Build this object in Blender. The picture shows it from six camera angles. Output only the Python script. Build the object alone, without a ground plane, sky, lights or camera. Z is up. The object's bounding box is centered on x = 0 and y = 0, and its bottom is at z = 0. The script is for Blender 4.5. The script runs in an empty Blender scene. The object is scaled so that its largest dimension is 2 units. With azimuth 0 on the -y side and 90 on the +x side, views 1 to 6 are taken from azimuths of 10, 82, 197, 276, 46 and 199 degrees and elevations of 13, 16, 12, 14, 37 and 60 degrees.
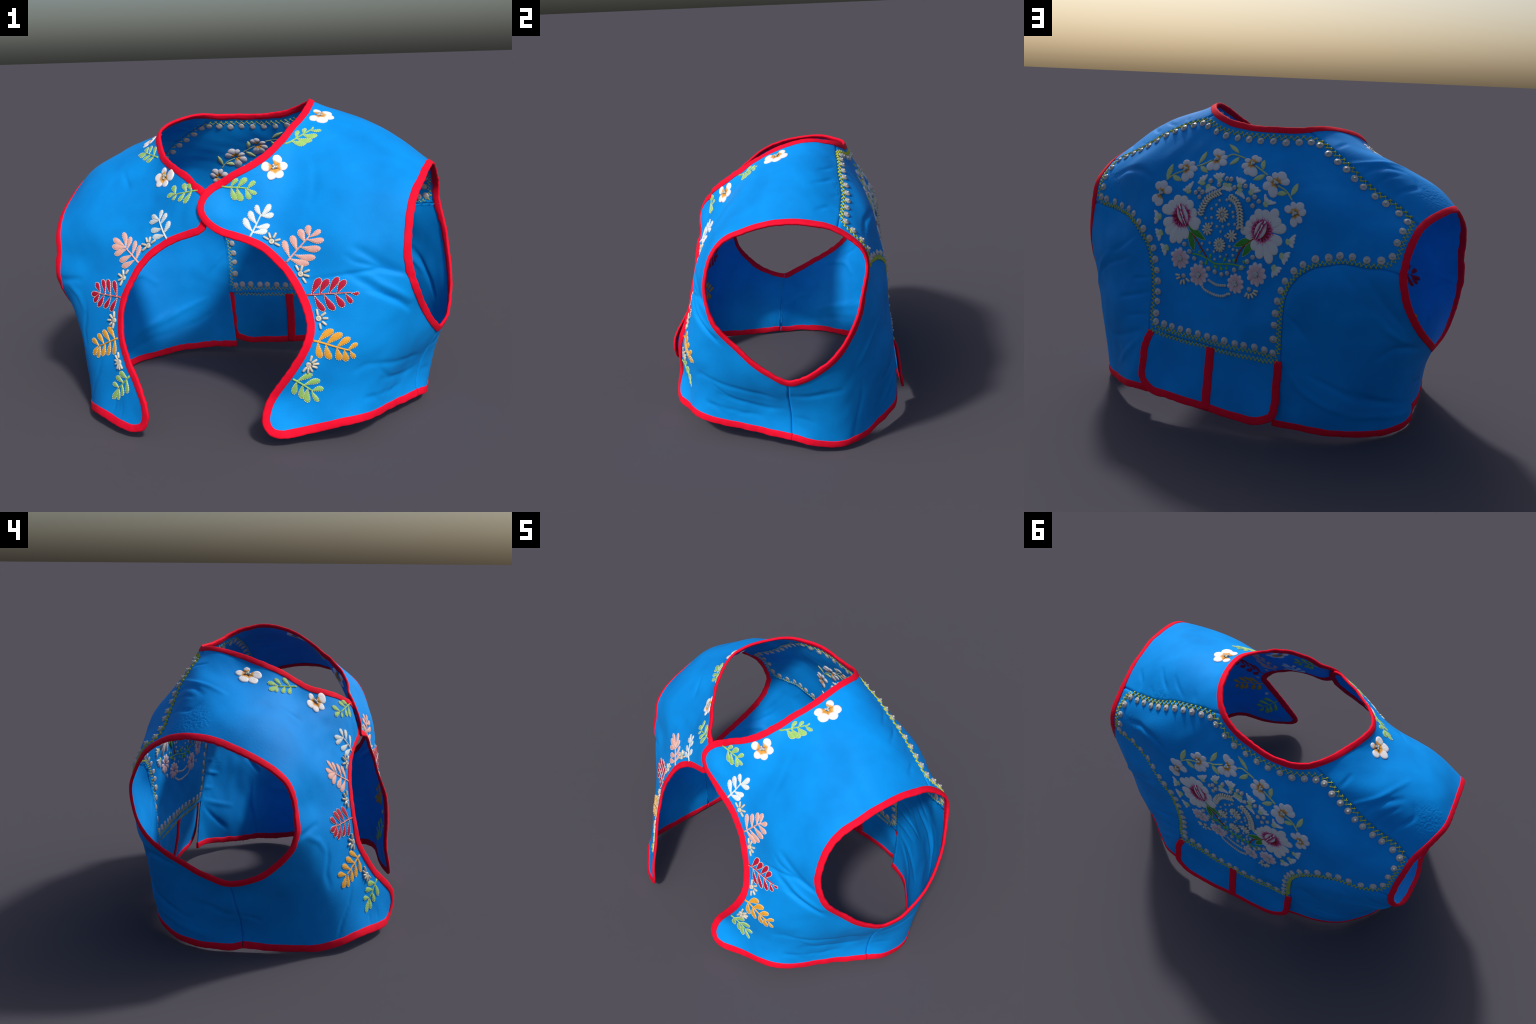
"""A child's blue satin vest with red bias binding, silk embroidery, sequins and bead work.

The garment is one draped sheet around a centre point.  Its drape is a smooth
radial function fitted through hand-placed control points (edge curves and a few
stations on the cloth); panels, bindings and embroidery are all laid on it."""
import bpy, bmesh, math, random
import numpy as np
from mathutils import Matrix, Vector, geometry

RND = random.Random(7)
CENTRE = np.array([0.0, 0.0, 0.62])

# ------------------------------------------------------------------ control curves
# neck line, from the tip of the overlapping lapel, round the collar, to the tip of the lapel below
NECK_OVER = [(-.165, -.465, 1.052), (-.158, -.441, 1.115), (-.105, -.415, 1.171), (-.024, -.399, 1.218), (.048, -.381, 1.253),
             (.109, -.354, 1.290), (.151, -.318, 1.324), (.184, -.276, 1.358), (.209, -.234, 1.388), (.234, -.185, 1.419),
             (.260, -.141, 1.448), (.279, -.089, 1.476), (.287, -.030, 1.498), (.290, .039, 1.513), (.286, .117, 1.517)]
NECK_BACK = [(.272, .180, 1.506), (.235, .245, 1.490), (.187, .289, 1.470), (.124, .321, 1.450), (.059, .343, 1.439),
             (-.004, .362, 1.434), (-.067, .378, 1.432), (-.141, .384, 1.433), (-.195, .377, 1.434), (-.244, .358, 1.435),
             (-.290, .325, 1.440), (-.332, .282, 1.441), (-.372, .226, 1.436), (-.412, .158, 1.424)]
NECK_UNDER = [(-.445, .090, 1.408), (-.460, .018, 1.384), (-.452, -.033, 1.360), (-.435, -.081, 1.335), (-.414, -.130, 1.304),
              (-.389, -.176, 1.273), (-.345, -.229, 1.249), (-.294, -.283, 1.229), (-.232, -.336, 1.203), (-.188, -.378, 1.166),
              (-.135, -.405, 1.130), (-.108, -.425, 1.085)]
# front opening and front hem of the overlapping side, lapel tip to side seam
OPEN_OVER = [(-.134, -.471, 1.000), (-.078, -.475, .958), (-.008, -.494, .939), (.063, -.510, .922), (.129, -.522, .896),
             (.182, -.532, .853), (.231, -.547, .806), (.272, -.564, .753), (.304, -.580, .695), (.331, -.599, .635),
             (.347, -.625, .574), (.340, -.648, .514), (.312, -.658, .453), (.272, -.660, .389), (.232, -.659, .330),
             (.187, -.655, .266), (.154, -.660, .200), (.143, -.670, .133), (.175, -.677, .075), (.242, -.667, .057)]
HEM_OVER = [(.308, -.645, .064), (.375, -.628, .076), (.442, -.618, .092), (.509, -.606, .106), (.580, -.566, .111),
            (.634, -.495, .104), (.672, -.420, .098), (.706, -.350, .088), (.745, -.277, .080), (.790, -.207, .074),
            (.835, -.136, .070)]
OPEN_UNDER = [(-.110, -.440, 1.035), (-.128, -.455, .985), (-.161, -.466, .957), (-.214, -.450, .935), (-.264, -.438, .915),
              (-.315, -.431, .892), (-.362, -.425, .863), (-.407, -.425, .832), (-.446, -.426, .792), (-.476, -.430, .751),
              (-.504, -.438, .707), (-.527, -.446, .661), (-.544, -.455, .612), (-.554, -.466, .562), (-.555, -.477, .513),
              (-.549, -.497, .466), (-.535, -.519, .422), (-.514, -.542, .379), (-.492, -.565, .338), (-.464, -.594, .300),
              (-.439, -.625, .261), (-.416, -.652, .223), (-.400, -.666, .180), (-.393, -.669, .133), (-.406, -.660, .083),
              (-.433, -.648, .053)]
HEM_UNDER = [(-.488, -.631, .037), (-.546, -.608, .041), (-.620, -.558, .047), (-.700, -.492, .055), (-.752, -.432, .045),
             (-.785, -.370, .032), (-.801, -.308, .022), (-.810, -.215, .014), (-.814, -.120, .013), (-.816, -.025, .013),
             (-.818, .082, .016)]
# arm openings: down the front from the top to the side seam, then up the back
ARM_OVER_FRONT = [(.897, -.012, 1.206), (.886, -.097, 1.219), (.876, -.184, 1.219), (.862, -.268, 1.207), (.844, -.350, 1.180),
                  (.822, -.430, 1.145), (.803, -.488, 1.078), (.791, -.518, .988), (.790, -.533, .897), (.803, -.524, .808),
                  (.826, -.494, .727), (.845, -.437, .659), (.867, -.376, .596), (.892, -.314, .535), (.917, -.245, .485),
                  (.937, -.165, .444)]
ARM_OVER_BACK = [(.965, -.110, .462), (.984, -.035, .505), (.993, .027, .548), (.997, .078, .599), (.995, .120, .659),
                 (.989, .156, .721), (.980, .184, .788), (.968, .203, .859), (.951, .223, .925), (.939, .240, .994),
                 (.934, .227, 1.064), (.922, .178, 1.117), (.911, .121, 1.159), (.902, .058, 1.190)]
ARM_UNDER_FRONT = [(-.965, .290, 1.092), (-.975, .218, 1.085), (-.980, .142, 1.061), (-.985, .069, 1.032), (-.988, -.003, .998),
                   (-.991, -.071, .958), (-.992, -.131, .905), (-.990, -.164, .832), (-.994, -.176, .752), (-.995, -.180, .670),
                   (-.982, -.150, .589), (-.970, -.093, .522), (-.957, -.027, .462), (-.937, .052, .419), (-.912, .145, .396)]
ARM_UNDER_BACK = [(-.918, .216, .423), (-.919, .279, .449), (-.913, .340, .481), (-.908, .401, .512), (-.900, .460, .546),
                  (-.888, .516, .585), (-.871, .563, .634), (-.849, .596, .690), (-.830, .616, .754), (-.818, .623, .830),
                  (-.819, .602, .888), (-.826, .583, .932), (-.836, .556, .974), (-.848, .517, 1.013), (-.870, .471, 1.045),
                  (-.901, .422, 1.069), (-.936, .352, 1.086)]
SEAM_OVER = [(.920, -.162, .405), (.888, -.157, .348), (.863, -.148, .294), (.845, -.141, .243), (.834, -.136, .195),
             (.828, -.135, .148), (.828, -.136, .103)]
SEAM_UNDER = [(-.893, .132, .360), (-.878, .123, .325), (-.865, .115, .278), (-.848, .105, .229), (-.830, .095, .176),
              (-.806, .088, .128), (-.802, .083, .081), (-.810, .081, .036)]
HEM_BACK_OVER = [(.862, -.100, .062), (.878, -.008, .045), (.882, .058, .034), (.878, .143, .030), (.858, .195, .034),
                 (.810, .262, .036), (.757, .320, .042), (.717, .363, .052), (.682, .402, .056), (.652, .432, .062),
                 (.621, .459, .069), (.571, .495, .076), (.514, .515, .081), (.455, .532, .084)]
HEM_BACK_UNDER = [(-.822, .130, .007), (-.822, .215, .007), (-.800, .295, .007), (-.768, .365, .008), (-.714, .431, .008),
                  (-.672, .466, .011), (-.631, .499, .013), (-.589, .527, .019), (-.546, .552, .023), (-.500, .566, .025),
                  (-.455, .578, .030), (-.408, .587, .033), (-.361, .593, .037), (-.312, .593, .038), (-.265, .594, .040),
                  (-.225, .596, .042)]
# sequin rows that frame the embroidered back, one sequin per station
ROW_NECK = [(.263, .290, 1.409), (.204, .325, 1.388), (.142, .353, 1.374), (.074, .375, 1.368), (.008, .396, 1.366), (-.054, .409, 1.364),
            (-.119, .416, 1.366), (-.182, .419, 1.364), (-.241, .407, 1.368), (-.295, .395, 1.371), (-.338, .396, 1.361)]
ROW_SHOULDER_UNDER = [(-.387, .419, 1.328), (-.437, .435, 1.296), (-.482, .447, 1.265), (-.523, .460, 1.226), (-.568, .467, 1.193),
                      (-.625, .476, 1.156), (-.678, .480, 1.128), (-.739, .486, 1.090), (-.785, .504, 1.060)]
ROW_ARM_UNDER = [(-.775, .552, 1.025), (-.759, .584, .977), (-.745, .608, .919)]
ROW_CURVE_UNDER = [(-.701, .624, .899), (-.641, .638, .898), (-.579, .643, .907), (-.522, .640, .905), (-.469, .637, .891),
                   (-.411, .642, .879), (-.356, .645, .849), (-.315, .644, .815), (-.274, .639, .762), (-.256, .639, .716)]
ROW_SIDE_UNDER = [(-.241, .636, .664), (-.234, .638, .605), (-.231, .639, .550), (-.228, .634, .480)]
ROW_WAIST = [(-.225, .626, .412), (-.183, .619, .419), (-.132, .615, .423), (-.076, .608, .423), (-.031, .606, .424), (.026, .597, .427),
             (.079, .588, .429), (.120, .582, .433), (.172, .574, .436), (.225, .563, .437), (.275, .551, .439), (.328, .534, .441),
             (.376, .520, .444), (.426, .511, .447)]
ROW_SIDE_OVER = [(.428, .502, .489), (.427, .495, .549), (.428, .491, .596), (.430, .486, .650), (.438, .483, .703), (.451, .476, .756)]
ROW_CURVE_OVER = [(.466, .468, .810), (.492, .457, .854), (.534, .441, .896), (.569, .427, .927), (.612, .395, .958), (.655, .364, .975),
                  (.712, .330, .983), (.767, .301, .993), (.823, .277, .998), (.867, .267, 1.008)]
ROW_ARM_OVER = [(.864, .264, 1.063), (.857, .231, 1.105), (.846, .193, 1.153)]
ROW_SHOULDER_OVER = [(.821, .164, 1.195), (.769, .181, 1.214), (.718, .195, 1.235), (.669, .213, 1.259), (.619, .223, 1.286), (.568, .230, 1.315),
                     (.514, .235, 1.346), (.460, .243, 1.368), (.409, .252, 1.391), (.353, .259, 1.407), (.300, .269, 1.420)]
# stations on the cloth where embroidery sits
CLOTH_OVER = [(.350, -.082, 1.452), (.372, -.205, 1.390), (.218, -.261, 1.337), (.166, -.343, 1.249), (-.053, -.405, 1.156), (.104, -.411, 1.135),
              (.083, -.486, .954), (.175, -.496, .926), (.253, -.524, .847), (.314, -.542, .788), (.348, -.574, .703),
              (.570, -.591, .719), (.391, -.600, .604), (.379, -.623, .507), (.553, -.593, .419), (.350, -.635, .400), (.288, -.638, .326),
              (.386, -.608, .219), (.412, -.610, .283)]
CLOTH_UNDER = [(-.495, .089, 1.346), (-.375, -.228, 1.188), (-.334, -.421, .924), (-.426, -.395, .880), (-.485, -.403, .802),
               (-.555, -.403, .722), (-.577, -.427, .631), (-.606, -.440, .519), (-.587, -.476, .441), (-.565, -.516, .340), (-.510, -.567, .282),
               (-.583, -.530, .146)]
CLOTH_BACK = [(.452, .419, 1.086), (.314, .411, 1.207), (.156, .421, 1.265), (-.041, .476, 1.259), (-.169, .535, 1.189), (-.289, .592, 1.063),
              (.300, .478, .979), (-.145, .588, .958), (.309, .503, .780), (.199, .523, .714), (-.017, .585, .712), (-.129, .613, .773)]
# stations on plain cloth that steer the drape
CLOTH_LOOSE = [(.605, .040, 1.402), (.440, .137, 1.450), (.733, -.003, 1.335), (.513, -.068, 1.430), (.626, -.340, 1.240), (.660, -.353, 1.233),
               (.652, -.298, 1.275), (.575, -.329, 1.265), (.456, -.338, 1.262), (.713, -.488, 1.073), (.608, -.522, 1.001), (.682, -.540, .814),
               (.672, -.554, .823), (.288, -.412, 1.095), (.735, -.447, .379), (.630, -.574, .525), (.683, -.528, .442), (.771, -.456, .496),
               (.880, .050, .120), (.886, .030, .150), (.267, -.624, .153),
               (.643, .420, .683), (.808, .322, .635), (.723, .386, .655), (.695, .389, .707), (.634, .334, 1.175), (.660, .328, 1.160),
               (.684, .395, .233), (-.285, .628, .534), (-.560, .655, .690), (-.394, .672, .730), (-.730, .615, .700), (-.791, .385, .213),
               (-.838, .334, .257), (-.527, .562, 1.123), (-.474, .598, 1.089), (-.424, .606, 1.058), (-.342, .483, 1.244),
               (-.706, .103, 1.255), (-.510, .329, 1.343), (-.666, .218, 1.280), (-.890, .161, 1.168), (-.663, .043, 1.243), (-.547, -.034, 1.268),
               (-.785, .285, 1.205), (-.714, -.273, .898), (-.870, -.207, .780), (-.744, -.328, .655), (-.830, -.234, .837), (-.655, -.236, .979),
               (-.855, -.180, .296), (-.866, .099, .274), (-.728, -.394, .367), (-.743, -.377, .418), (-.579, -.539, .210), (-.861, -.085, .300),
               (-.582, -.554, .163)]
# second round of such stations, in the folds between the first
CLOTH_LOOSE += [(.533, -.180, 1.367), (.456, -.476, 1.084), (.525, -.560, .920), (.560, -.562, .906), (.599, -.568, .815), (.420, -.394, 1.189),
                (.475, -.236, 1.347), (.912, .052, .145), (.904, .066, .116), (.902, .106, .174), (.855, .262, .318), (.741, .373, .800),
                (.739, .378, .772), (.666, .443, .507), (.645, .444, .533), (.639, .427, .746), (.835, .330, .683), (.654, .355, 1.149),
                (.602, .350, 1.188), (.600, .364, 1.083), (.750, .284, 1.141), (.735, .333, .145), (.485, -.630, .483), (.471, -.594, .228)]
CLOTH_BEHIND = [(-.597, .622, .523), (-.344, .684, .723), (-.456, .600, 1.111), (-.579, .629, .519), (-.420, .647, .560), (-.797, .434, .311),
                (-.722, .650, .832), (-.520, .662, .617), (-.662, .606, .479), (-.500, .674, .796), (-.784, .471, .327), (-.586, .572, .177),
                (-.684, .643, .645), (-.648, .303, 1.298), (-.806, .330, 1.205), (-.661, .379, 1.249), (-.760, .306, 1.228), (-.705, .246, 1.276)]
CLOTH_BESIDE = [(-.734, -.211, 1.016), (-.786, -.173, 1.033), (-.394, -.291, 1.107), (-.419, -.287, 1.075), (-.905, -.191, .775), (-.830, -.278, .225),
                (-.882, -.223, .424), (-.838, -.258, .275), (-.740, -.413, .289), (-.727, -.424, .092), (-.831, -.036, .147)]
CLOTH_LOOSE += CLOTH_BEHIND + CLOTH_BESIDE
FLAP_LOOSE = [(.222, .578, .283), (.108, .584, .345), (.327, .545, .345), (0, .6, .29), (-.15, .612, .3), (.427, .536, .267)]
FLAP_EDGE = [(.462, .520, .405), (.477, .533, .380), (.490, .535, .314), (.495, .545, .250), (.497, .552, .184), (.475, .566, .135),
             (.409, .584, .101), (.336, .601, .096), (.265, .611, .090), (.194, .618, .084), (.130, .622, .077), (.063, .629, .069),
             (-.003, .637, .063), (-.070, .646, .057), (-.133, .649, .052), (-.195, .646, .062), (-.243, .632, .094),
             (-.260, .627, .149), (-.262, .623, .205), (-.263, .624, .268), (-.268, .630, .343), (-.268, .632, .375)]


# sprigs on the fronts: thread, side, foot and end of the stem, leaflet tips (cm along and across the stem)
SPRIGS = [
    ('green', 'over', (0.219, -0.263, 1.337), (0.329, -0.215, 1.378), [(7.7, 3.6), (11.0, 3.1), (13.8, 1.2), (14.4, -3.5), (11.5, -5.2), (8.9, -6.0), (6.4, -5.7)]),
    ('green', 'over', (-0.051, -0.406, 1.158), (0.056, -0.412, 1.138), [(5.8, 3.9), (9.6, 4.9), (13.5, 4.4), (15.4, -1.4), (13.1, -4.4), (9.7, -5.6), (6.9, -5.4)]),
    ('white', 'over', (0.081, -0.487, 0.952), (0.120, -0.445, 1.030), [(5.6, 6.4), (9.2, 5.6), (12.6, 4.1), (15.8, -1.5), (12.7, -4.8), (7.7, -5.6), (5.0, -5.8)]),
    ('pink', 'over', (0.251, -0.524, 0.845), (0.336, -0.496, 0.939), [(5.7, 7.4), (9.6, 6.1), (13.7, 5.3), (16.9, 3.8), (17.7, -1.3), (15.0, -5.1), (11.7, -6.6), (8.0, -7.7), (4.6, -7.7)]),
    ('crimson', 'over', (0.347, -0.574, 0.703), (0.522, -0.589, 0.720), [(5.6, 7.2), (8.7, 6.5), (12.7, 7.2), (15.4, 5.8), (21.3, -0.2), (18.3, -4.3), (14.7, -5.9), (10.8, -7.2), (6.7, -7.5)]),
    ('orange', 'over', (0.379, -0.625, 0.508), (0.516, -0.602, 0.468), [(5.4, 7.2), (8.8, 6.8), (12.2, 5.9), (16.1, 4.2), (18.1, -2.8), (15.2, -5.1), (12.2, -5.3), (8.3, -6.2), (4.5, -7.0)]),
    ('green', 'over', (0.287, -0.640, 0.328), (0.356, -0.612, 0.271), [(4.6, 6.9), (8.9, 6.5), (12.1, 4.4), (13.9, -1.9), (10.9, -5.5), (8.3, -5.8), (4.5, -6.2)]),
    ('green', 'under', (-0.442, -0.131, 1.265), (-0.516, -0.048, 1.277), [(6.5, -4.5), (11.8, -4.5), (16.9, -2.7), (17.3, 2.6), (13.5, 3.9), (9.6, 4.4), (5.7, 4.5)]),
    ('green', 'under', (-0.164, -0.404, 1.137), (-0.295, -0.339, 1.124), [(7.5, -5.0), (10.9, -5.1), (18.6, -5.7), (20.8, -0.3), (15.8, 3.1), (11.2, 4.5), (7.8, 5.8)]),
    ('white', 'under', (-0.334, -0.420, 0.924), (-0.373, -0.363, 1.001), [(4.5, 6.9), (9.0, 7.0), (14.5, 7.0), (17.5, 4.5), (15.5, -2.8), (11.0, -5.3), (5.7, -5.6)]),
    ('pink', 'under', (-0.485, -0.404, 0.802), (-0.560, -0.346, 0.857), [(6.3, 8.2), (9.4, 7.1), (14.0, 6.8), (17.9, 4.8), (20.0, 1.6), (18.1, -4.1), (13.1, -5.3), (8.9, -6.0), (4.8, -6.4)]),
    ('crimson', 'under', (-0.577, -0.427, 0.632), (-0.693, -0.362, 0.633), [(6.0, -7.1), (10.4, -7.1), (13.6, -6.5), (17.5, -4.4), (19.4, 1.5), (17.3, 4.9), (14.4, 7.0), (9.8, 6.9), (5.3, 7.8)]),
    ('orange', 'under', (-0.589, -0.474, 0.439), (-0.699, -0.413, 0.383), [(4.8, -6.9), (8.9, -6.4), (13.3, -5.6), (18.6, -4.2), (19.7, 3.2), (16.2, 5.5), (12.3, 5.6), (8.5, 6.2), (3.7, 7.0)]),
    ('green', 'under', (-0.509, -0.569, 0.283), (-0.573, -0.533, 0.210), [(4.9, -5.5), (8.7, -5.2), (13.0, -4.2), (17.8, 1.6), (14.4, 4.3), (9.8, 4.6), (5.5, 5.6)]),
]
# bead stars beside the opening: side, centre, ray tips (cm to the side of the wearer and up)
BEAD_STARS = [
    ('over', (0.176, -0.495, 0.924), [(-3.8, 2.1), (-1.5, 4.0), (1.8, 4.1), (4.0, 1.1), (3.8, -1.9)]),
    ('over', (0.310, -0.543, 0.789), [(-2.3, 3.9), (0.6, 3.9), (3.9, 1.9), (3.9, -1.0), (2.5, -3.9)]),
    ('over', (0.392, -0.599, 0.604), [(-0.9, 4.0), (3.0, 2.9), (4.3, 0.3), (3.6, -2.8), (1.2, -4.7)]),
    ('over', (0.349, -0.634, 0.401), [(1.7, 4.2), (3.8, 2.2), (4.6, 0.3), (3.9, -1.7), (1.6, -3.5), (-0.4, -4.0), (-2.6, -3.0)]),
    ('under', (-0.426, -0.397, 0.878), [(-4.2, 1.1), (-1.7, 4.0), (0.9, 4.1), (4.1, 2.3), (-3.4, -2.2)]),
    ('under', (-0.556, -0.402, 0.720), [(-3.5, 2.1), (-0.5, 4.0), (3.0, 3.8), (-3.3, -1.1), (-1.8, -3.6)]),
    ('under', (-0.604, -0.440, 0.520), [(-4.8, -0.1), (-3.1, 2.6), (0.0, 4.2), (-3.4, -2.6), (-0.8, -4.0)]),
    ('under', (-0.565, -0.515, 0.337), [(-0.9, 4.6), (-2.8, 3.0), (-3.2, 0.8), (-2.9, -1.3), (-1.4, -3.3), (0.5, -3.6), (2.5, -2.9)]),
]
# five-petalled flowers on the fronts: side, centre, petal tips in cm
FRONT_FLOWERS = [
    ('over', (0.355, -0.085, 1.450), [(-3.5, -5.8), (2.8, -7.3), (7.0, -1.7), (5.1, 4.9), (-2.2, 5.3)]),
    ('over', (0.173, -0.345, 1.239), [(1.8, 6.0), (6.1, 1.1), (3.7, -5.0), (-2.0, -6.1), (-6.2, -0.9)]),
    ('under', (-0.518, 0.097, 1.331), [(-0.8, 6.1), (-7.0, 1.3), (-5.9, -4.9), (0.6, -7.0), (4.4, 1.6)]),
    ('under', (-0.376, -0.233, 1.179), [(-1.5, 5.1), (7.6, -0.9), (2.1, -5.9), (-4.8, -4.4), (-7.0, 1.0)]),
]
# the round bouquet on the back: its middle; all its pieces are placed in cm from there (x to the right seen from behind, y up)
BOUQUET = (0.077, 0.535, 1.020)
WHITE_BLOSSOMS = [[(-38.8, 7.4), (-42.0, 13.1), (-37.9, 14.3), (-32.6, 10.3), (-43.1, 2.5), (-40.0, 0.5)],
    [(-27.6, 22.7), (-32.9, 25.0), (-29.4, 29.1), (-24.2, 28.5), (-20.4, 23.5), (-25.7, 14.8), (-21.8, 17.6)],
    [(-10.5, 31.8), (-13.4, 40.9), (-8.1, 39.5), (-4.2, 34.9), (-3.4, 28.1), (-8.7, 23.5), (-13.5, 23.1)],
    [(12.7, 31.1), (13.9, 38.6), (17.3, 37.1), (7.2, 34.1), (6.4, 27.3), (9.8, 22.6), (14.5, 21.9)],
    [(28.2, 21.3), (27.2, 28.4), (33.4, 30.0), (36.3, 25.7), (26.4, 12.2), (21.0, 16.0), (22.1, 23.3)],
    [(40.6, 6.5), (39.0, 12.8), (45.4, 12.9), (47.3, 9.0), (45.1, 2.5), (40.5, -0.4), (34.4, 8.8)]]
PALE_LEAVES = [[(-37.1, 14.9), (-36.6, 25.2)],
    [(-34.6, 17.9), (-28.0, 15.2)],
    [(-21.0, 27.3), (-19.3, 37.8)],
    [(-19.4, 26.1), (-13.3, 21.6)],
    [(2.6, 38.2), (-5.9, 45.6)],
    [(3.4, 35.4), (-1.5, 28.3)],
    [(19.5, 27.8), (19.6, 35.9)],
    [(21.2, 25.0), (14.6, 20.0)],
    [(35.5, 16.7), (29.0, 14.7)],
    [(37.5, 15.6), (42.0, 25.3)]]
PALE_STEMS = [[(-37.1, 14.8), (-33.4, 18.6), (-27.9, 21.5)],
    [(-21.7, 25.7), (-18.0, 27.2), (-13.2, 31.0)],
    [(-4.2, 34.9), (-0.6, 37.0), (7.4, 34.8)],
    [(14.6, 29.8), (19.6, 27.0), (22.9, 24.8)],
    [(29.3, 19.9), (34.7, 17.9), (38.6, 13.3)]]
# peonies: foot of the flower, then the tips of the lobes round it
PEONIES = [[(-21.0, -7.0), (-29.3, 7.5), (-24.3, 7.7), (-19.1, 5.3), (-15.6, -0.1), (-12.7, -5.0), (-13.7, -7.2), (-21.3, -13.6), (-25.0, -16.2), (-29.1, -16.5), (-32.9, -12.3), (-34.8, -7.9), (-36.7, 0.4), (-33.4, 3.7)],
    [(19.1, -8.7), (13.1, -2.4), (15.8, 1.4), (19.4, 5.3), (24.6, 5.6), (30.7, 6.9), (33.0, 2.3), (36.5, -1.2), (34.7, -9.1), (32.1, -14.7), (28.9, -19.7), (22.2, -18.2), (18.3, -14.4), (13.6, -8.8), (10.6, -6.3)]]
PEONY_HEARTS = [[(-21.5, -7.0), (-26.9, 3.3)], [(19.5, -9.0), (24.5, 0.3)]]
# daisies: middle and radius point
DAISIES = [[(-24.0, -23.2), (-24.2, -17.8)], [(-13.5, -30.1), (-13.7, -24.3)], [(9.6, -31.6), (9.2, -26.2)], [(21.4, -25.6), (21.2, -19.8)]]
# bell buds: foot, then finger tips
BELL_BUDS = [[(-21.9, 8.8), (-26.3, 10.9), (-24.6, 12.7), (-22.7, 14.4), (-20.7, 15.7)],
    [(-14.2, 13.7), (-17.8, 15.3), (-16.9, 18.3), (-15.6, 19.9), (-13.2, 20.7)],
    [(-4.0, 15.8), (-9.3, 20.4), (-7.9, 21.9), (-5.5, 22.6), (-2.9, 22.3)],
    [(7.5, 13.8), (4.9, 20.9), (7.3, 20.4), (9.0, 19.9), (10.7, 19.3)],
    [(13.8, 11.2), (13.8, 18.0), (15.7, 17.7), (18.4, 16.2), (19.9, 14.7)],
    [(22.6, 6.9), (22.7, 13.4), (24.3, 11.4), (26.5, 10.8), (29.3, 10.2)],
    [(-11.8, 14.6), (-11.4, 9.7), (-9.8, 10.2), (-8.0, 11.2), (-5.6, 12.3)],
    [(-0.9, 16.5), (-2.6, 12.1), (-1.0, 12.1), (1.0, 11.7)],
    [(1.2, 16.4), (0.9, 11.7), (2.5, 11.5), (3.7, 12.2)],
    [(8.1, 14.1), (5.8, 10.7), (7.5, 10.0), (9.4, 9.4), (11.4, 8.7)],
    [(-36.2, -4.4), (-41.1, -1.8), (-40.3, -3.9), (-40.3, -6.1), (-39.7, -8.4)],
    [(-34.7, -11.7), (-39.2, -11.0), (-38.7, -12.6), (-38.0, -14.5), (-36.8, -16.4)],
    [(-30.8, -18.5), (-35.7, -17.8), (-35.0, -19.5), (-34.5, -21.3), (-33.2, -23.0)],
    [(36.5, -8.1), (42.4, -3.8), (42.1, -5.7), (42.1, -7.6), (41.5, -10.2)],
    [(33.6, -14.7), (40.0, -12.8), (39.9, -14.6), (38.9, -16.9), (37.2, -19.0)],
    [(30.1, -20.1), (35.8, -21.1), (35.1, -22.8), (33.6, -24.8), (30.9, -26.1)]]
GREEN_LEAVES = [[(-20.7, -7.0), (-9.5, -12.7)], [(-19.6, -9.0), (-16.3, -18.8)], [(18.5, -8.7), (7.5, -13.9)], [(18.9, -9.4), (12.7, -18.2)]]
BROWN_STEMS = [[(-18.2, -10.1), (-14.7, -13.6), (-12.0, -16.9), (-8.7, -20.7)], [(18.2, -8.9), (12.8, -13.5), (10.3, -17.4), (8.9, -21.7)]]
VINE = [(-17.5, -20.0), (-13.2, -20.2), (-8.4, -21.4), (-3.4, -23.2), (5.2, -22.5), (9.1, -22.5), (15.2, -23.0)]
VINE_LEAVES = [[(-12.8, -19.9), (-13.2, -17.9)], [(-6.4, -21.4), (-6.5, -18.8)], [(-8.3, -21.7), (-9.5, -24.5)], [(1.2, -22.3), (2.7, -19.6)], [(-4.4, -23.5), (-2.6, -25.5)], [(-0.4, -23.6), (0.7, -26.1)], [(3.6, -23.4), (3.7, -25.5)], [(7.7, -21.9), (8.2, -19.5)], [(13.8, -21.9), (13.9, -19.6)], [(11.6, -22.4), (11.9, -24.9)]]
BEAD_DAISIES = [[(0.0, 0.0), (-0.4, 3.6)], [(-8.3, -7.4), (-8.6, -4.4)], [(-0.7, -14.1), (-0.9, -10.7)], [(6.2, -9.2), (6.0, -6.3)]]
BEAD_FANS = [[(-22.1, -31.5), (-26.4, -31.3), (-25.9, -33.4), (-23.7, -35.9), (-21.6, -35.7), (-18.7, -34.0)], [(18.0, -33.3), (16.1, -37.2), (18.3, -37.9), (20.7, -37.2), (22.6, -35.6), (23.2, -33.7)]]
BEAD_EARS = [[(-13.3, -1.5), (-11.8, 3.7), (-8.8, 7.8), (-3.5, 10.6)], [(2.9, 9.3), (7.2, 6.7), (9.6, 2.3), (10.5, -4.3)]]
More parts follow.
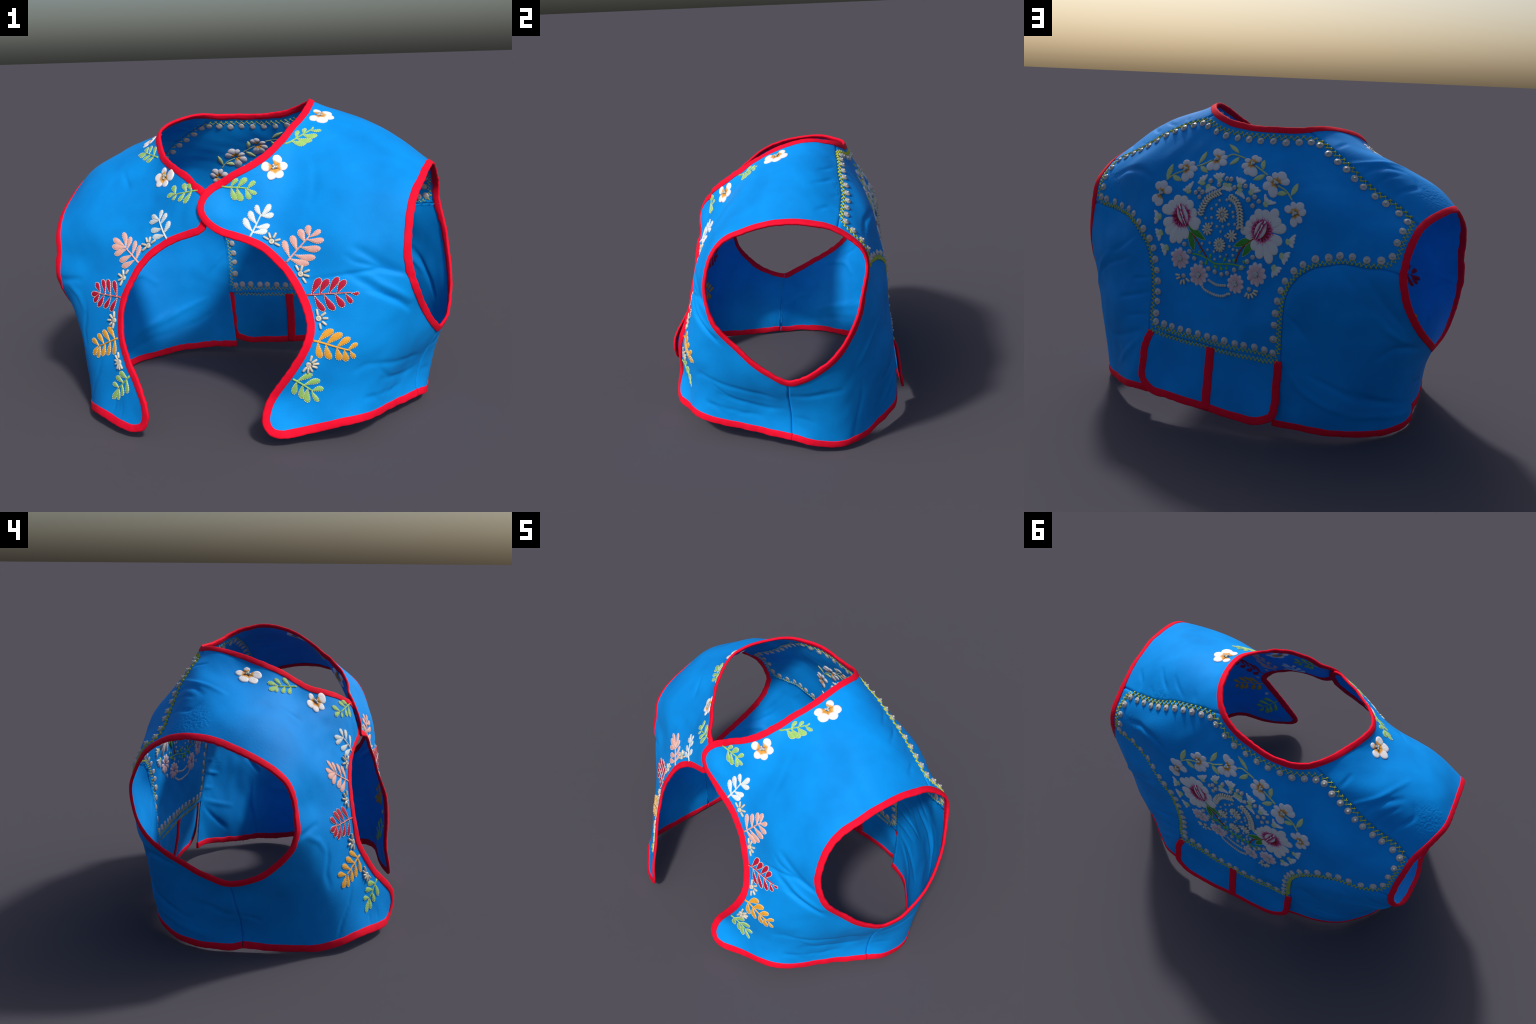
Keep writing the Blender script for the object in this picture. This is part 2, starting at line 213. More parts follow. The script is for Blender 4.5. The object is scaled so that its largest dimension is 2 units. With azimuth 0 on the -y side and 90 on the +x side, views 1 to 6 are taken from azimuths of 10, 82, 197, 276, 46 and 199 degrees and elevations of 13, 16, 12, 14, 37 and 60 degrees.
SEED_BEADS = [(-2.4, 6.6), (-4.0, 4.3), (-6.7, 2.3), (-6.3, -1.8), (-9.8, -2.4), (5.9, 1.7), (6.4, -0.4), (3.9, -4.1), (7.4, -3.7), (3.9, 4.5), (1.7, 7.2), (-5.9, -4.6), (-2.8, -5.7), (0.7, -5.4), (-0.5, -7.9), (2.7, -9.6), (-11.4, -14.5), (-6.7, -13.7), (-8.0, -17.1), (-4.0, -17.5), (-0.2, -19.5), (3.5, -18.4), (-3.6, -21.1), (8.9, -5.2), (2.5, -9.6), (5.1, -14.2), (7.3, -15.4), (9.7, -15.6), (3.5, -18.4), (7.4, -18.1), (5.5, -20.9)]
SMALL_SEQUINS = [(-9.9, 16.6), (-0.4, 18.7), (-4.3, 14.8), (-15.7, 11.6), (-17.6, 9.7), (-13.5, 10.1), (-14.9, 7.5), (2.2, 18.7), (11.2, 15.6), (5.0, 14.0), (13.7, 8.7), (17.1, 10.6), (19.6, 8.8), (16.4, 6.2), (-21.7, -16.0), (-18.6, -19.1), (-15.9, -22.1), (-11.8, -23.7), (-7.4, -26.1), (-3.4, -27.2), (0.8, -28.0), (4.3, -27.0), (18.8, -17.7), (15.9, -20.0), (13.0, -23.3), (8.7, -24.9)]
BEAD_STRINGS = [[(-6.9, -31.9), (-4.1, -33.1), (-1.0, -33.7), (3.3, -33.3)], [(-10.6, -36.0), (-9.2, -37.1), (-6.7, -37.9), (-2.2, -38.9), (2.6, -38.7), (5.5, -37.2), (6.4, -37.1)]]
FLAP_BAR = [(0.102, 0.583, 0.378), (0.105, 0.588, 0.318), (0.107, 0.594, 0.255), (0.106, 0.604, 0.194), (0.106, 0.615, 0.126), (0.105, 0.623, 0.077)]


# soft folds: depth in mm (negative = ridge), half width in cm, run of the fold
FRONT_OVER_FOLDS = [
    (9, 2.4, [(0.531, -0.539, 0.908), (0.592, -0.550, 0.886), (0.647, -0.552, 0.853), (0.712, -0.546, 0.824), (0.764, -0.536, 0.808)]),
    (9, 2.6, [(0.515, -0.567, 0.801), (0.570, -0.575, 0.775), (0.636, -0.574, 0.739), (0.707, -0.554, 0.694), (0.784, -0.492, 0.637)]),
    (-7, 2.4, [(0.592, -0.567, 0.799), (0.663, -0.565, 0.754), (0.734, -0.542, 0.715), (0.790, -0.499, 0.669)]),
    (5, 2, [(0.559, -0.587, 0.360), (0.609, -0.565, 0.383), (0.680, -0.509, 0.371), (0.748, -0.394, 0.343), (0.838, -0.211, 0.311)]),
    (5, 1.8, [(0.669, -0.488, 0.289), (0.702, -0.422, 0.264), (0.778, -0.245, 0.230), (0.827, -0.172, 0.244)]),
    (5, 1.8, [(0.597, -0.553, 0.214), (0.635, -0.512, 0.204), (0.663, -0.454, 0.162)]),
    (4, 1.6, [(0.691, -0.399, 0.179), (0.725, -0.324, 0.182), (0.754, -0.268, 0.173)]),
    (4, 2.5, [(0.351, -0.322, 1.261), (0.360, -0.362, 1.208), (0.358, -0.405, 1.133), (0.343, -0.431, 1.080)]),
    (5, 1.6, [(0.493, -0.543, 0.875), (0.534, -0.555, 0.850), (0.610, -0.558, 0.838), (0.690, -0.549, 0.822), (0.764, -0.535, 0.800)]),
    (5, 1.4, [(0.597, -0.583, 0.733), (0.665, -0.570, 0.714), (0.740, -0.536, 0.678), (0.791, -0.474, 0.611)]),
    (4, 1.4, [(0.600, -0.550, 0.211), (0.645, -0.499, 0.205), (0.689, -0.407, 0.193), (0.719, -0.338, 0.182)]),
    (4, 1.4, [(0.659, -0.522, 0.350), (0.698, -0.442, 0.283), (0.730, -0.357, 0.256)]),
    (4, 1.4, [(0.841, -0.123, 0.201), (0.867, -0.076, 0.201), (0.880, -0.027, 0.181)]),
    (5, 1.8, [(0.891, -0.141, 0.340), (0.920, -0.070, 0.346), (0.937, 0.017, 0.364), (0.926, 0.104, 0.370)]),
    (6, 2.2, [(0.879, 0.214, 0.392), (0.861, 0.218, 0.285), (0.864, 0.196, 0.181), (0.858, 0.176, 0.072)]),
    (-6, 2.2, [(0.752, 0.350, 0.734), (0.840, 0.298, 0.649), (0.887, 0.246, 0.570), (0.913, 0.186, 0.486)]),
    (5, 1.8, [(0.605, 0.427, 0.740), (0.758, 0.355, 0.681), (0.856, 0.281, 0.602)]),
    (5, 1.5, [(0.330, -0.554, 0.761), (0.651, -0.555, 0.820), (0.768, -0.535, 0.798), (0.815, -0.510, 0.760)]),
]
FRONT_UNDER_FOLDS = [
    (7, 2, [(-0.553, 0.441, 1.230), (-0.572, 0.392, 1.259), (-0.633, 0.331, 1.263), (-0.708, 0.281, 1.245)]),
    (-5, 1.6, [(-0.459, 0.439, 1.281), (-0.577, 0.353, 1.286), (-0.647, 0.266, 1.279), (-0.714, 0.183, 1.260)]),
    (5, 1.4, [(-0.417, 0.381, 1.354), (-0.448, 0.311, 1.372)]),
    (5, 1.6, [(-0.707, 0.442, 1.143), (-0.714, 0.403, 1.170), (-0.788, 0.328, 1.184), (-0.765, 0.284, 1.218)]),
    (4, 1.4, [(-0.613, 0.436, 1.196), (-0.646, 0.379, 1.227), (-0.703, 0.319, 1.231)]),
    (4, 1.8, [(-0.625, -0.079, 1.179), (-0.598, -0.127, 1.144), (-0.566, -0.175, 1.102)]),
    (7, 2.4, [(-0.987, -0.161, 0.612), (-0.958, -0.205, 0.653), (-0.860, -0.259, 0.673), (-0.839, -0.270, 0.673)]),
    (-5, 2.2, [(-0.914, -0.232, 0.640), (-0.837, -0.284, 0.592), (-0.800, -0.314, 0.530)]),
    (5, 2, [(-0.790, -0.319, 0.552), (-0.791, -0.327, 0.489), (-0.805, -0.317, 0.422), (-0.788, -0.337, 0.352)]),
    (4, 1.6, [(-0.771, -0.387, 0.088), (-0.751, -0.404, 0.154), (-0.708, -0.432, 0.238), (-0.679, -0.442, 0.308)]),
    (3, 1.3, [(-0.606, -0.546, 0.091), (-0.592, -0.538, 0.133)]),
    (3, 1.3, [(-0.551, -0.586, 0.097), (-0.544, -0.578, 0.136)]),
    (6, 2, [(-0.579, 0.564, 0.276), (-0.662, 0.513, 0.227), (-0.749, 0.431, 0.184), (-0.805, 0.337, 0.152)]),
    (-5, 2, [(-0.572, 0.555, 0.146), (-0.704, 0.460, 0.122), (-0.781, 0.368, 0.098), (-0.819, 0.246, 0.082)]),
    (5, 1.8, [(-0.835, 0.330, 0.259), (-0.853, 0.240, 0.244), (-0.843, 0.160, 0.204), (-0.837, 0.105, 0.198)]),
    (4, 1.5, [(-0.833, 0.078, 0.198), (-0.825, 0.029, 0.190), (-0.816, -0.020, 0.169)]),
]
BACK_UNDER_FOLDS = [
    (8, 2.2, [(-0.533, 0.651, 0.848), (-0.559, 0.655, 0.806), (-0.590, 0.653, 0.769)]),
    (8, 2.2, [(-0.654, 0.645, 0.804), (-0.702, 0.637, 0.744), (-0.759, 0.610, 0.663), (-0.819, 0.561, 0.581)]),
    (-7, 2.2, [(-0.676, 0.620, 0.649), (-0.722, 0.595, 0.584), (-0.786, 0.549, 0.532), (-0.827, 0.509, 0.514)]),
    (7, 2.4, [(-0.677, 0.556, 0.434), (-0.758, 0.540, 0.489), (-0.826, 0.487, 0.483), (-0.872, 0.395, 0.456)]),
    (6, 2, [(-0.282, 0.642, 0.611), (-0.331, 0.636, 0.567), (-0.386, 0.625, 0.499)]),
    (-5, 2, [(-0.307, 0.620, 0.326), (-0.352, 0.614, 0.256), (-0.448, 0.597, 0.196), (-0.553, 0.565, 0.157)]),
    (6, 2.4, [(-0.397, 0.614, 0.331), (-0.503, 0.590, 0.284), (-0.599, 0.550, 0.235), (-0.733, 0.447, 0.181)]),
]
BACK_OVER_FOLDS = [
    (7, 2, [(0.787, 0.305, 0.876), (0.808, 0.294, 0.913), (0.819, 0.287, 0.958)]),
    (6, 2, [(0.724, 0.364, 0.744), (0.651, 0.392, 0.789), (0.568, 0.429, 0.863)]),
    (7, 1.8, [(0.655, 0.424, 0.530), (0.563, 0.462, 0.560), (0.483, 0.480, 0.584)]),
    (5, 1.5, [(0.584, 0.449, 0.638), (0.527, 0.465, 0.651), (0.480, 0.475, 0.662)]),
    (5, 1.5, [(0.597, 0.450, 0.449), (0.525, 0.479, 0.469), (0.475, 0.494, 0.476)]),
    (-6, 2, [(0.708, 0.376, 0.143), (0.617, 0.452, 0.249), (0.515, 0.496, 0.351)]),
    (6, 2, [(0.748, 0.346, 0.291), (0.624, 0.439, 0.341), (0.509, 0.494, 0.392)]),
    (8, 2.4, [(0.796, 0.261, 1.111), (0.709, 0.287, 1.160), (0.599, 0.346, 1.174), (0.524, 0.383, 1.151)]),
]
SHOULDER_OVER_FOLDS = [
    (6, 1.6, [(0.815, 0.023, 1.263), (0.776, 0.090, 1.265), (0.776, 0.128, 1.245)]),
    (6, 1.6, [(0.668, 0.041, 1.365), (0.631, 0.109, 1.359), (0.587, 0.160, 1.358)]),
    (5, 1.4, [(0.571, 0.087, 1.404), (0.535, 0.139, 1.400), (0.486, 0.186, 1.397)]),
    (4, 1.3, [(0.705, 0.124, 1.297), (0.681, 0.161, 1.290)]),
    (4, 1.3, [(0.429, 0.164, 1.441), (0.410, 0.205, 1.427)]),
]
FOLDS = FRONT_OVER_FOLDS + FRONT_UNDER_FOLDS + BACK_UNDER_FOLDS + BACK_OVER_FOLDS + SHOULDER_OVER_FOLDS


# ------------------------------------------------------------------ drape
def unit(a):
    a = np.asarray(a, float)
    return a / np.linalg.norm(a, axis=-1, keepdims=True)


class Drape:
    """Radius as a smooth function of direction: cubic radial basis through the stations."""

    def __init__(self, stations, loose, smooth=2e-4, give=1e-3):
        p = np.asarray(stations + loose, float) - CENTRE
        self.d = unit(p)
        r = np.linalg.norm(p, axis=1)
        k = np.linalg.norm(self.d[:, None] - self.d[None], axis=2) ** 3
        n = len(p)
        q = np.c_[np.ones(n), self.d]
        a = np.zeros((n + 4, n + 4))
        a[:n, :n] = k + np.diag(np.where(np.arange(n) < len(stations), smooth, give))
        a[:n, n:] = q
        a[n:, :n] = q.T
        self.w = np.linalg.solve(a, np.r_[r, np.zeros(4)])

    def __call__(self, d):
        out = np.empty(len(d))
        n = len(self.d)
        for i in range(0, len(d), 8000):
            e = d[i:i + 8000]
            k = np.sqrt(np.maximum(0, 2 - 2 * e @ self.d.T)) ** 3
            out[i:i + 8000] = k @ self.w[:n] + self.w[n] + e @ self.w[n + 1:]
        return out


LAPEL = np.array([-.13, -.44, 1.06])
under_tip = lambda p: np.linalg.norm(np.array(p) - LAPEL) < .14
body_stations = (NECK_OVER + NECK_BACK + [p for p in NECK_UNDER if not under_tip(p)] + OPEN_OVER + HEM_OVER +
                 [p for p in OPEN_UNDER if not under_tip(p)] + HEM_UNDER + ARM_OVER_FRONT + ARM_OVER_BACK + ARM_UNDER_FRONT +
                 ARM_UNDER_BACK + SEAM_OVER + SEAM_UNDER + HEM_BACK_OVER + HEM_BACK_UNDER + ROW_NECK + ROW_SHOULDER_UNDER +
                 ROW_ARM_UNDER + ROW_CURVE_UNDER + ROW_SIDE_UNDER + ROW_WAIST + ROW_SIDE_OVER + ROW_CURVE_OVER + ROW_ARM_OVER +
                 ROW_SHOULDER_OVER + CLOTH_OVER + CLOTH_UNDER + [(x, y - .002, z) for x, y, z in CLOTH_BACK])
BODY = Drape(body_stations, CLOTH_LOOSE)
FLAP = Drape(ROW_WAIST + ROW_SIDE_OVER[:2] + ROW_SIDE_UNDER[2:] + FLAP_EDGE, FLAP_LOOSE, 5e-4)
LAPEL_DIR = unit(LAPEL - CENTRE)


def fold_lines():
    """Each fold as directions sampled along its run, with depth, width and a taper to its ends."""
    at, depth, width = [], [], []
    for mm, cm_, run in FOLDS:
        p = np.asarray(run, float)
        s = np.r_[0, np.cumsum(np.linalg.norm(np.diff(p, axis=0), axis=1))]
        k = max(3, int(s[-1] / (.8 * cm_ / 100)))
        t = np.linspace(0, s[-1], k)
        at.append(np.stack([np.interp(t, s, p[:, i]) for i in range(3)], 1))
        depth.append(-mm / 1000 * .95 * np.sin(np.pi * np.linspace(.12, .88, k)))
        width.append(np.full(k, cm_ / 100 * .62))
    return unit(np.vstack(at) - CENTRE), np.linalg.norm(np.vstack(at) - CENTRE, axis=1), np.concatenate(depth), np.concatenate(width)


FOLD_DIR, FOLD_R, FOLD_DEPTH, FOLD_WIDTH = fold_lines()


def folds(d):
    """Soft folds and wrinkles of the satin, metres along the radius."""
    x, y, z = d[:, 0], d[:, 1], d[:, 2]
    w = 0.0014 * np.sin(17 * x + 9 * np.sin(5 * y + 1.3) + 6 * z) * np.sin(13 * z + 7 * y + 2 * np.sin(9 * x))
    w += 0.0007 * np.sin(41 * z + 11 * x + 3 * np.sin(15 * y)) * np.sin(29 * y - 17 * x + 1.0)
    for i in range(0, len(d), 8000):
        q = np.maximum(0, 2 - 2 * d[i:i + 8000] @ FOLD_DIR.T) * (FOLD_R / FOLD_WIDTH) ** 2
        w[i:i + 8000] += np.exp(-q) @ FOLD_DEPTH
    return w


def surf_body(d):
    return BODY(d) + folds(d) - .0006


def surf_under(d):
    t = np.clip(np.linalg.norm(d - LAPEL_DIR, axis=1) / .30, 0, 1)
    return surf_body(d) - .022 * (1 - t * t * (3 - 2 * t))


def surf_flap(d):
    r = FLAP(d) + folds(d)
    t = np.clip((CENTRE[2] + d[:, 2] * r - .365) / .03, 0, 1)
    return r - .006 * t


def drop(points, surf, height=0.0):
    """Carry points along their ray from the centre onto the cloth, then lift them off it."""
    d = unit(np.asarray(points, float) - CENTRE)
    p = CENTRE + d * surf(d)[:, None]
    if np.any(height):
        p = p + normals_at(d, surf) * np.reshape(height, (-1, 1))
    return p


def normals_at(d, surf):
    a = unit(np.cross(d, [0.3, 0.2, 1.0]))
    b = np.cross(d, a)
    e = .012
    f = lambda s: CENTRE + unit(d + s) * surf(unit(d + s))[:, None]
    n = unit(np.cross(f(e * a) - f(-e * a), f(e * b) - f(-e * b)))
    return n * np.sign(np.sum(n * d, axis=1, keepdims=True))


# ------------------------------------------------------------------ curves on the cloth
def smooth_curve(points, step=.008, closed=False):
    """Centripetal-like cubic through the points, resampled evenly."""
    p = np.asarray(points, float)
    if closed:
        p = np.vstack([p[-3:], p, p[:4]])
    else:
        p = np.vstack([2 * p[0] - p[1], p, 2 * p[-1] - p[-2]])
    out = []
    for i in range(1, len(p) - 2):
        a, b, c, e = p[i - 1:i + 3]
        t = np.linspace(0, 1, 12, endpoint=False)[:, None]
        out.append(.5 * (2 * b + (c - a) * t + (2 * a - 5 * b + 4 * c - e) * t ** 2 + (3 * b - a - 3 * c + e) * t ** 3))
    q = np.vstack(out + [p[-2][None]])
    if closed:
        q = q[24:-24]
        k = np.argmin(np.linalg.norm(q[len(q) // 2:] - q[0], axis=1)) + len(q) // 2
        q = q[:k + 1]
        q[-1] = q[0]
    return resample(q, step)


def resample(q, step):
    s = np.r_[0, np.cumsum(np.linalg.norm(np.diff(q, axis=0), axis=1))]
    t = np.linspace(0, s[-1], max(2, int(round(s[-1] / step)) + 1))
    return np.stack([np.interp(t, s, q[:, i]) for i in range(3)], 1)


def soften(q, rounds=6):
    q = q.copy()
    for _ in range(rounds):
        q[1:-1] = .25 * q[:-2] + .5 * q[1:-1] + .25 * q[2:]
    return q


def nearest(curve, p):
    return int(np.argmin(np.linalg.norm(curve - np.asarray(p), axis=1)))


def chart(p):
    d = unit(np.asarray(p) - CENTRE)
    rho = np.arccos(np.clip(d[:, 2], -1, 1))
    th = np.arctan2(d[:, 1], d[:, 0])
    return np.stack([rho * np.cos(th), rho * np.sin(th)], 1)


def unchart(c):
    rho = np.linalg.norm(c, axis=1)
    th = np.arctan2(c[:, 1], c[:, 0])
    return np.stack([np.sin(rho) * np.cos(th), np.sin(rho) * np.sin(th), np.cos(rho)], 1)


def shifted(path, dist, surf, side=None):
    """Offset a path on the cloth sideways, away from `side` (a 3D point) if dist > 0."""
    p = np.asarray(path, float)
    t = unit(np.gradient(p, axis=0))
    n = normals_at(unit(p - CENTRE), surf)
    b = unit(np.cross(t, n))
    if side is not None and np.sum(b * (p - side)) < 0:
        b = -b
    return drop(p + b * dist, surf)


# ------------------------------------------------------------------ scene helpers
def new_object(name, mesh, parent=None, mats=()):
    for m in mats:
        mesh.materials.append(m)
    o = bpy.data.objects.new(name, mesh)
    bpy.context.scene.collection.objects.link(o)
    if parent:
        o.parent = parent
    return o


def make_mesh(name, verts, faces, smooth=True):
    me = bpy.data.meshes.new(name)
    me.from_pydata([tuple(v) for v in verts], [], [tuple(f) for f in faces])
    if smooth:
        me.polygons.foreach_set("use_smooth", [True] * len(me.polygons))
    me.update()
    return me


# ------------------------------------------------------------------ materials
def lin(hexa):
    h = hexa.lstrip("#")
    v = [int(h[i:i + 2], 16) / 255 for i in (0, 2, 4)]
    return tuple(c / 12.92 if c <= .04045 else ((c + .055) / 1.055) ** 2.4 for c in v) + (1,)


def material(name, colour, rough=.6, second=None, scale=30, sheen=0, metallic=0, bump=0, bump_scale=300, spec=.3, stretch=(1, 1, 1), amount=.5):
    m = bpy.data.materials.new(name)
    m.use_nodes = True
    nt = m.node_tree
    b = nt.nodes["Principled BSDF"]
    b.inputs["Roughness"].default_value = rough
    b.inputs["Metallic"].default_value = metallic
    b.inputs["Specular IOR Level"].default_value = spec
    b.inputs["Sheen Weight"].default_value = sheen
    co = nt.nodes.new("ShaderNodeTexCoord")
    mp = nt.nodes.new("ShaderNodeMapping")
    mp.inputs["Scale"].default_value = stretch
    nt.links.new(co.outputs["Object"], mp.inputs["Vector"])
    if second:
        n = nt.nodes.new("ShaderNodeTexNoise")
        n.inputs["Scale"].default_value = scale
        n.inputs["Detail"].default_value = 3
        nt.links.new(mp.outputs[0], n.inputs["Vector"])
        r = nt.nodes.new("ShaderNodeValToRGB")
        r.color_ramp.elements[0].position = .5 - amount / 2
        r.color_ramp.elements[1].position = .5 + amount / 2
        r.color_ramp.elements[0].color = lin(colour)
        r.color_ramp.elements[1].color = lin(second)
        nt.links.new(n.outputs["Fac"], r.inputs["Fac"])
        nt.links.new(r.outputs["Color"], b.inputs["Base Color"])
    else:
        b.inputs["Base Color"].default_value = lin(colour)
    if bump:
        n = nt.nodes.new("ShaderNodeTexNoise")
        n.inputs["Scale"].default_value = bump_scale
        n.inputs["Detail"].default_value = 2
        nt.links.new(mp.outputs[0], n.inputs["Vector"])
        bp = nt.nodes.new("ShaderNodeBump")
        bp.inputs["Strength"].default_value = bump
        bp.inputs["Distance"].default_value = .004
        nt.links.new(n.outputs["Fac"], bp.inputs["Height"])
        nt.links.new(bp.outputs[0], b.inputs["Normal"])
    return m


SATIN = material("blue_satin", "#0a86dc", .6, "#0b98f4", 4, spec=.08, amount=.4, bump=.12, bump_scale=90)


def crinkle(m, spots):
    """Fine crumpling of the cloth where it was squeezed, inside soft spots (centre, radius)."""
    nt = m.node_tree
    b = nt.nodes["Principled BSDF"]
    co = nt.nodes.new("ShaderNodeTexCoord")
    total = None
    for centre, radius in spots:
        d = nt.nodes.new("ShaderNodeVectorMath")
        d.operation = "DISTANCE"
        d.inputs[1].default_value = centre
        nt.links.new(co.outputs["Object"], d.inputs[0])
        r = nt.nodes.new("ShaderNodeMapRange")
        r.interpolation_type = "SMOOTHSTEP"
        r.inputs["From Min"].default_value = radius
        r.inputs["From Max"].default_value = radius * .35
        nt.links.new(d.outputs["Value"], r.inputs["Value"])
        if total is None:
            total = r.outputs[0]
        else:
            a = nt.nodes.new("ShaderNodeMath")
            a.operation = "MAXIMUM"
            nt.links.new(total, a.inputs[0])
            nt.links.new(r.outputs[0], a.inputs[1])
            total = a.outputs[0]
    n = nt.nodes.new("ShaderNodeTexNoise")
    n.inputs["Scale"].default_value = 70
    n.inputs["Detail"].default_value = 3
    nt.links.new(co.outputs["Object"], n.inputs["Vector"])
    bp = nt.nodes.new("ShaderNodeBump")
    bp.inputs["Distance"].default_value = .0045
    nt.links.new(total, bp.inputs["Strength"])
    nt.links.new(n.outputs["Fac"], bp.inputs["Height"])
    nt.links.new(b.inputs["Normal"].links[0].from_socket, bp.inputs["Normal"])
    nt.links.new(bp.outputs[0], b.inputs["Normal"])


crinkle(SATIN, [((-.86, .30, 1.16), .12), ((.60, .36, .60), .12), ((.62, .20, 1.30), .10), ((.78, .28, 1.10), .09)])
BIAS = material("red_bias_tape", "#ea0c30", .75, "#f41438", 25, spec=.1, bump=.25, bump_scale=320)
THREADS = {"green": ("#8ec663", "#a8d47c", "#dfeac6"), "white": ("#d3e2e6", "#e6eef0", "#eef3f2"), "pink": ("#e9aba4", "#f2bdb2", "#f7dccf"),
           "crimson": ("#b20f38", "#c4163f", "#f2e2d6"), "orange": ("#e79f2c", "#f0b03e", "#f4e2b4")}
LEAFLET = {k: material(k + "_silk", v[0], .55, v[1], 60, spec=.25, bump=.5, bump_scale=350) for k, v in THREADS.items()}
OUTLINE = {k: material(k + "_outline_thread", v[2], .6, spec=.2) for k, v in THREADS.items()}
PEARL = material("ivory_bead", "#c9c2ac", .25, "#dcd7c6", 40, spec=.6)
GREY_BEAD = material("silver_bead", "#9fa6a6", .2, "#c9cfce", 60, spec=.7)
SEQUIN = material("pearly_sequin", "#a9a7a6", .3, "#c4c2c2", 40, spec=.6)
PALE_GREEN = material("pale_green_silk", "#a9c184", .55, "#bccf9c", 70, spec=.25, bump=.5, bump_scale=350)
LEAF_GREEN = material("leaf_green_silk", "#2f8a2c", .55, "#3b9a36", 70, spec=.25, bump=.5, bump_scale=350)
VINE_GREEN = material("vine_green_silk", "#5fae4a", .55, "#76be60", 70, spec=.25, bump=.5, bump_scale=350)
BROWN = material("russet_silk", "#8e3f1c", .6, "#a04a22", 70, spec=.2, bump=.4, bump_scale=350)
ZIGZAG = material("yellow_green_thread", "#c0c22c", .6, "#b2c64e", 12, spec=.2)


def silk_gradient(name, stops, streak=.016, across=False, fine=260):
    """Satin-stitch shading: colour changes along the stitch (local X), broken up into fine threads."""
    m = material(name, "#ffffff", .6, spec=.2)
    nt = m.node_tree
    b = nt.nodes["Principled BSDF"]
    co = nt.nodes.new("ShaderNodeTexCoord")
    sep = nt.nodes.new("ShaderNodeSeparateXYZ")
    nt.links.new(co.outputs["Object"], sep.inputs[0])
    mp = nt.nodes.new("ShaderNodeMapping")
    mp.inputs["Scale"].default_value = (.15, 1, .15)
    nt.links.new(co.outputs["Object"], mp.inputs["Vector"])
    n = nt.nodes.new("ShaderNodeTexNoise")
    n.inputs["Scale"].default_value = fine
    n.inputs["Detail"].default_value = 1
    nt.links.new(mp.outputs[0], n.inputs["Vector"])
    if across:
        ab = nt.nodes.new("ShaderNodeMath")
        ab.operation = "ABSOLUTE"
        nt.links.new(sep.outputs["Y"], ab.inputs[0])
        base = ab.outputs[0]
    else:
        base = sep.outputs["X"]
    ma = nt.nodes.new("ShaderNodeMath")
    ma.operation = "MULTIPLY_ADD"
    nt.links.new(n.outputs["Fac"], ma.inputs[0])
    ma.inputs[1].default_value = streak * 2
    nt.links.new(base, ma.inputs[2])
    mr = nt.nodes.new("ShaderNodeMapRange")
    mr.inputs["From Min"].default_value = streak
    mr.inputs["From Max"].default_value = streak + .1
    nt.links.new(ma.outputs[0], mr.inputs["Value"])
    r = nt.nodes.new("ShaderNodeValToRGB")
    while len(r.color_ramp.elements) < len(stops):
        r.color_ramp.elements.new(.5)
    for e, (pos, colour) in zip(r.color_ramp.elements, stops):
        e.position, e.color = pos, lin(colour)
    nt.links.new(mr.outputs[0], r.inputs["Fac"])
    nt.links.new(r.outputs["Color"], b.inputs["Base Color"])
    bp = nt.nodes.new("ShaderNodeBump")
    bp.inputs["Strength"].default_value = .5
    bp.inputs["Distance"].default_value = .003
    nt.links.new(n.outputs["Fac"], bp.inputs["Height"])
    nt.links.new(bp.outputs[0], b.inputs["Normal"])
    return m


# ramp positions: 1.0 is 10 cm from the foot of the stitch
WHITE_PETAL = silk_gradient("white_petal_silk", [(0, "#df9a34"), (.17, "#e2a244"), (.24, "#f1eef0"), (1, "#f6f4f4")], .010)
BACK_PETAL = silk_gradient("soft_white_petal_silk", [(0, "#c98a2e"), (.12, "#cf9640"), (.2, "#cfd0d8"), (1, "#d6d7de")], .010)
PEONY = silk_gradient("peony_silk", [(0, "#8e0f32"), (.40, "#9c1038"), (.50, "#c23b84"), (.60, "#d3d0d2"), (1, "#d8d6d6")], .022)
PEONY_HEART = silk_gradient("peony_heart_silk", [(0, "#e0e4e6"), (.025, "#dfe2e4"), (.045, "#8e0f36"), (.10, "#c23b84"), (.17, "#d3d0d2"), (1, "#d8d6d6")], .008, True)
DAISY = silk_gradient("daisy_silk", [(0, "#cfaab4"), (.3, "#d2b6be"), (.42, "#d4cfd8"), (1, "#d8d6de")], .014)
BUD = silk_gradient("bud_silk", [(0, "#a9c480"), (.08, "#b4c993"), (.26, "#d2d6da"), (1, "#d8dade")], .014)

vest = bpy.data.objects.new("embroidered_vest", None)
bpy.context.scene.collection.objects.link(vest)
vest["label"] = "blue satin vest with red binding and floral embroidery"
vest["category"] = "vest"

# ------------------------------------------------------------------ edges and seams
TIP_OVER, TIP_UNDER = NECK_OVER[0], NECK_UNDER[-1]


def laid(points, surf, closed=False):
    return drop(smooth_curve(points, closed=closed), surf)


# one run: hem at the over side seam -> front -> lapel tip -> neck -> lapel tip below -> front -> hem at the under side seam
def joined_neck():
    c = smooth_curve(list(reversed(HEM_OVER)) + list(reversed(OPEN_OVER)) + NECK_OVER + NECK_BACK + NECK_UNDER + OPEN_UNDER + HEM_UNDER)
    under = np.zeros(len(c), bool)
    k = nearest(c, NECK_BACK[-1])
    under[k:] = True
    return np.where(under[:, None], drop(c, surf_under), drop(c, surf_body)), k


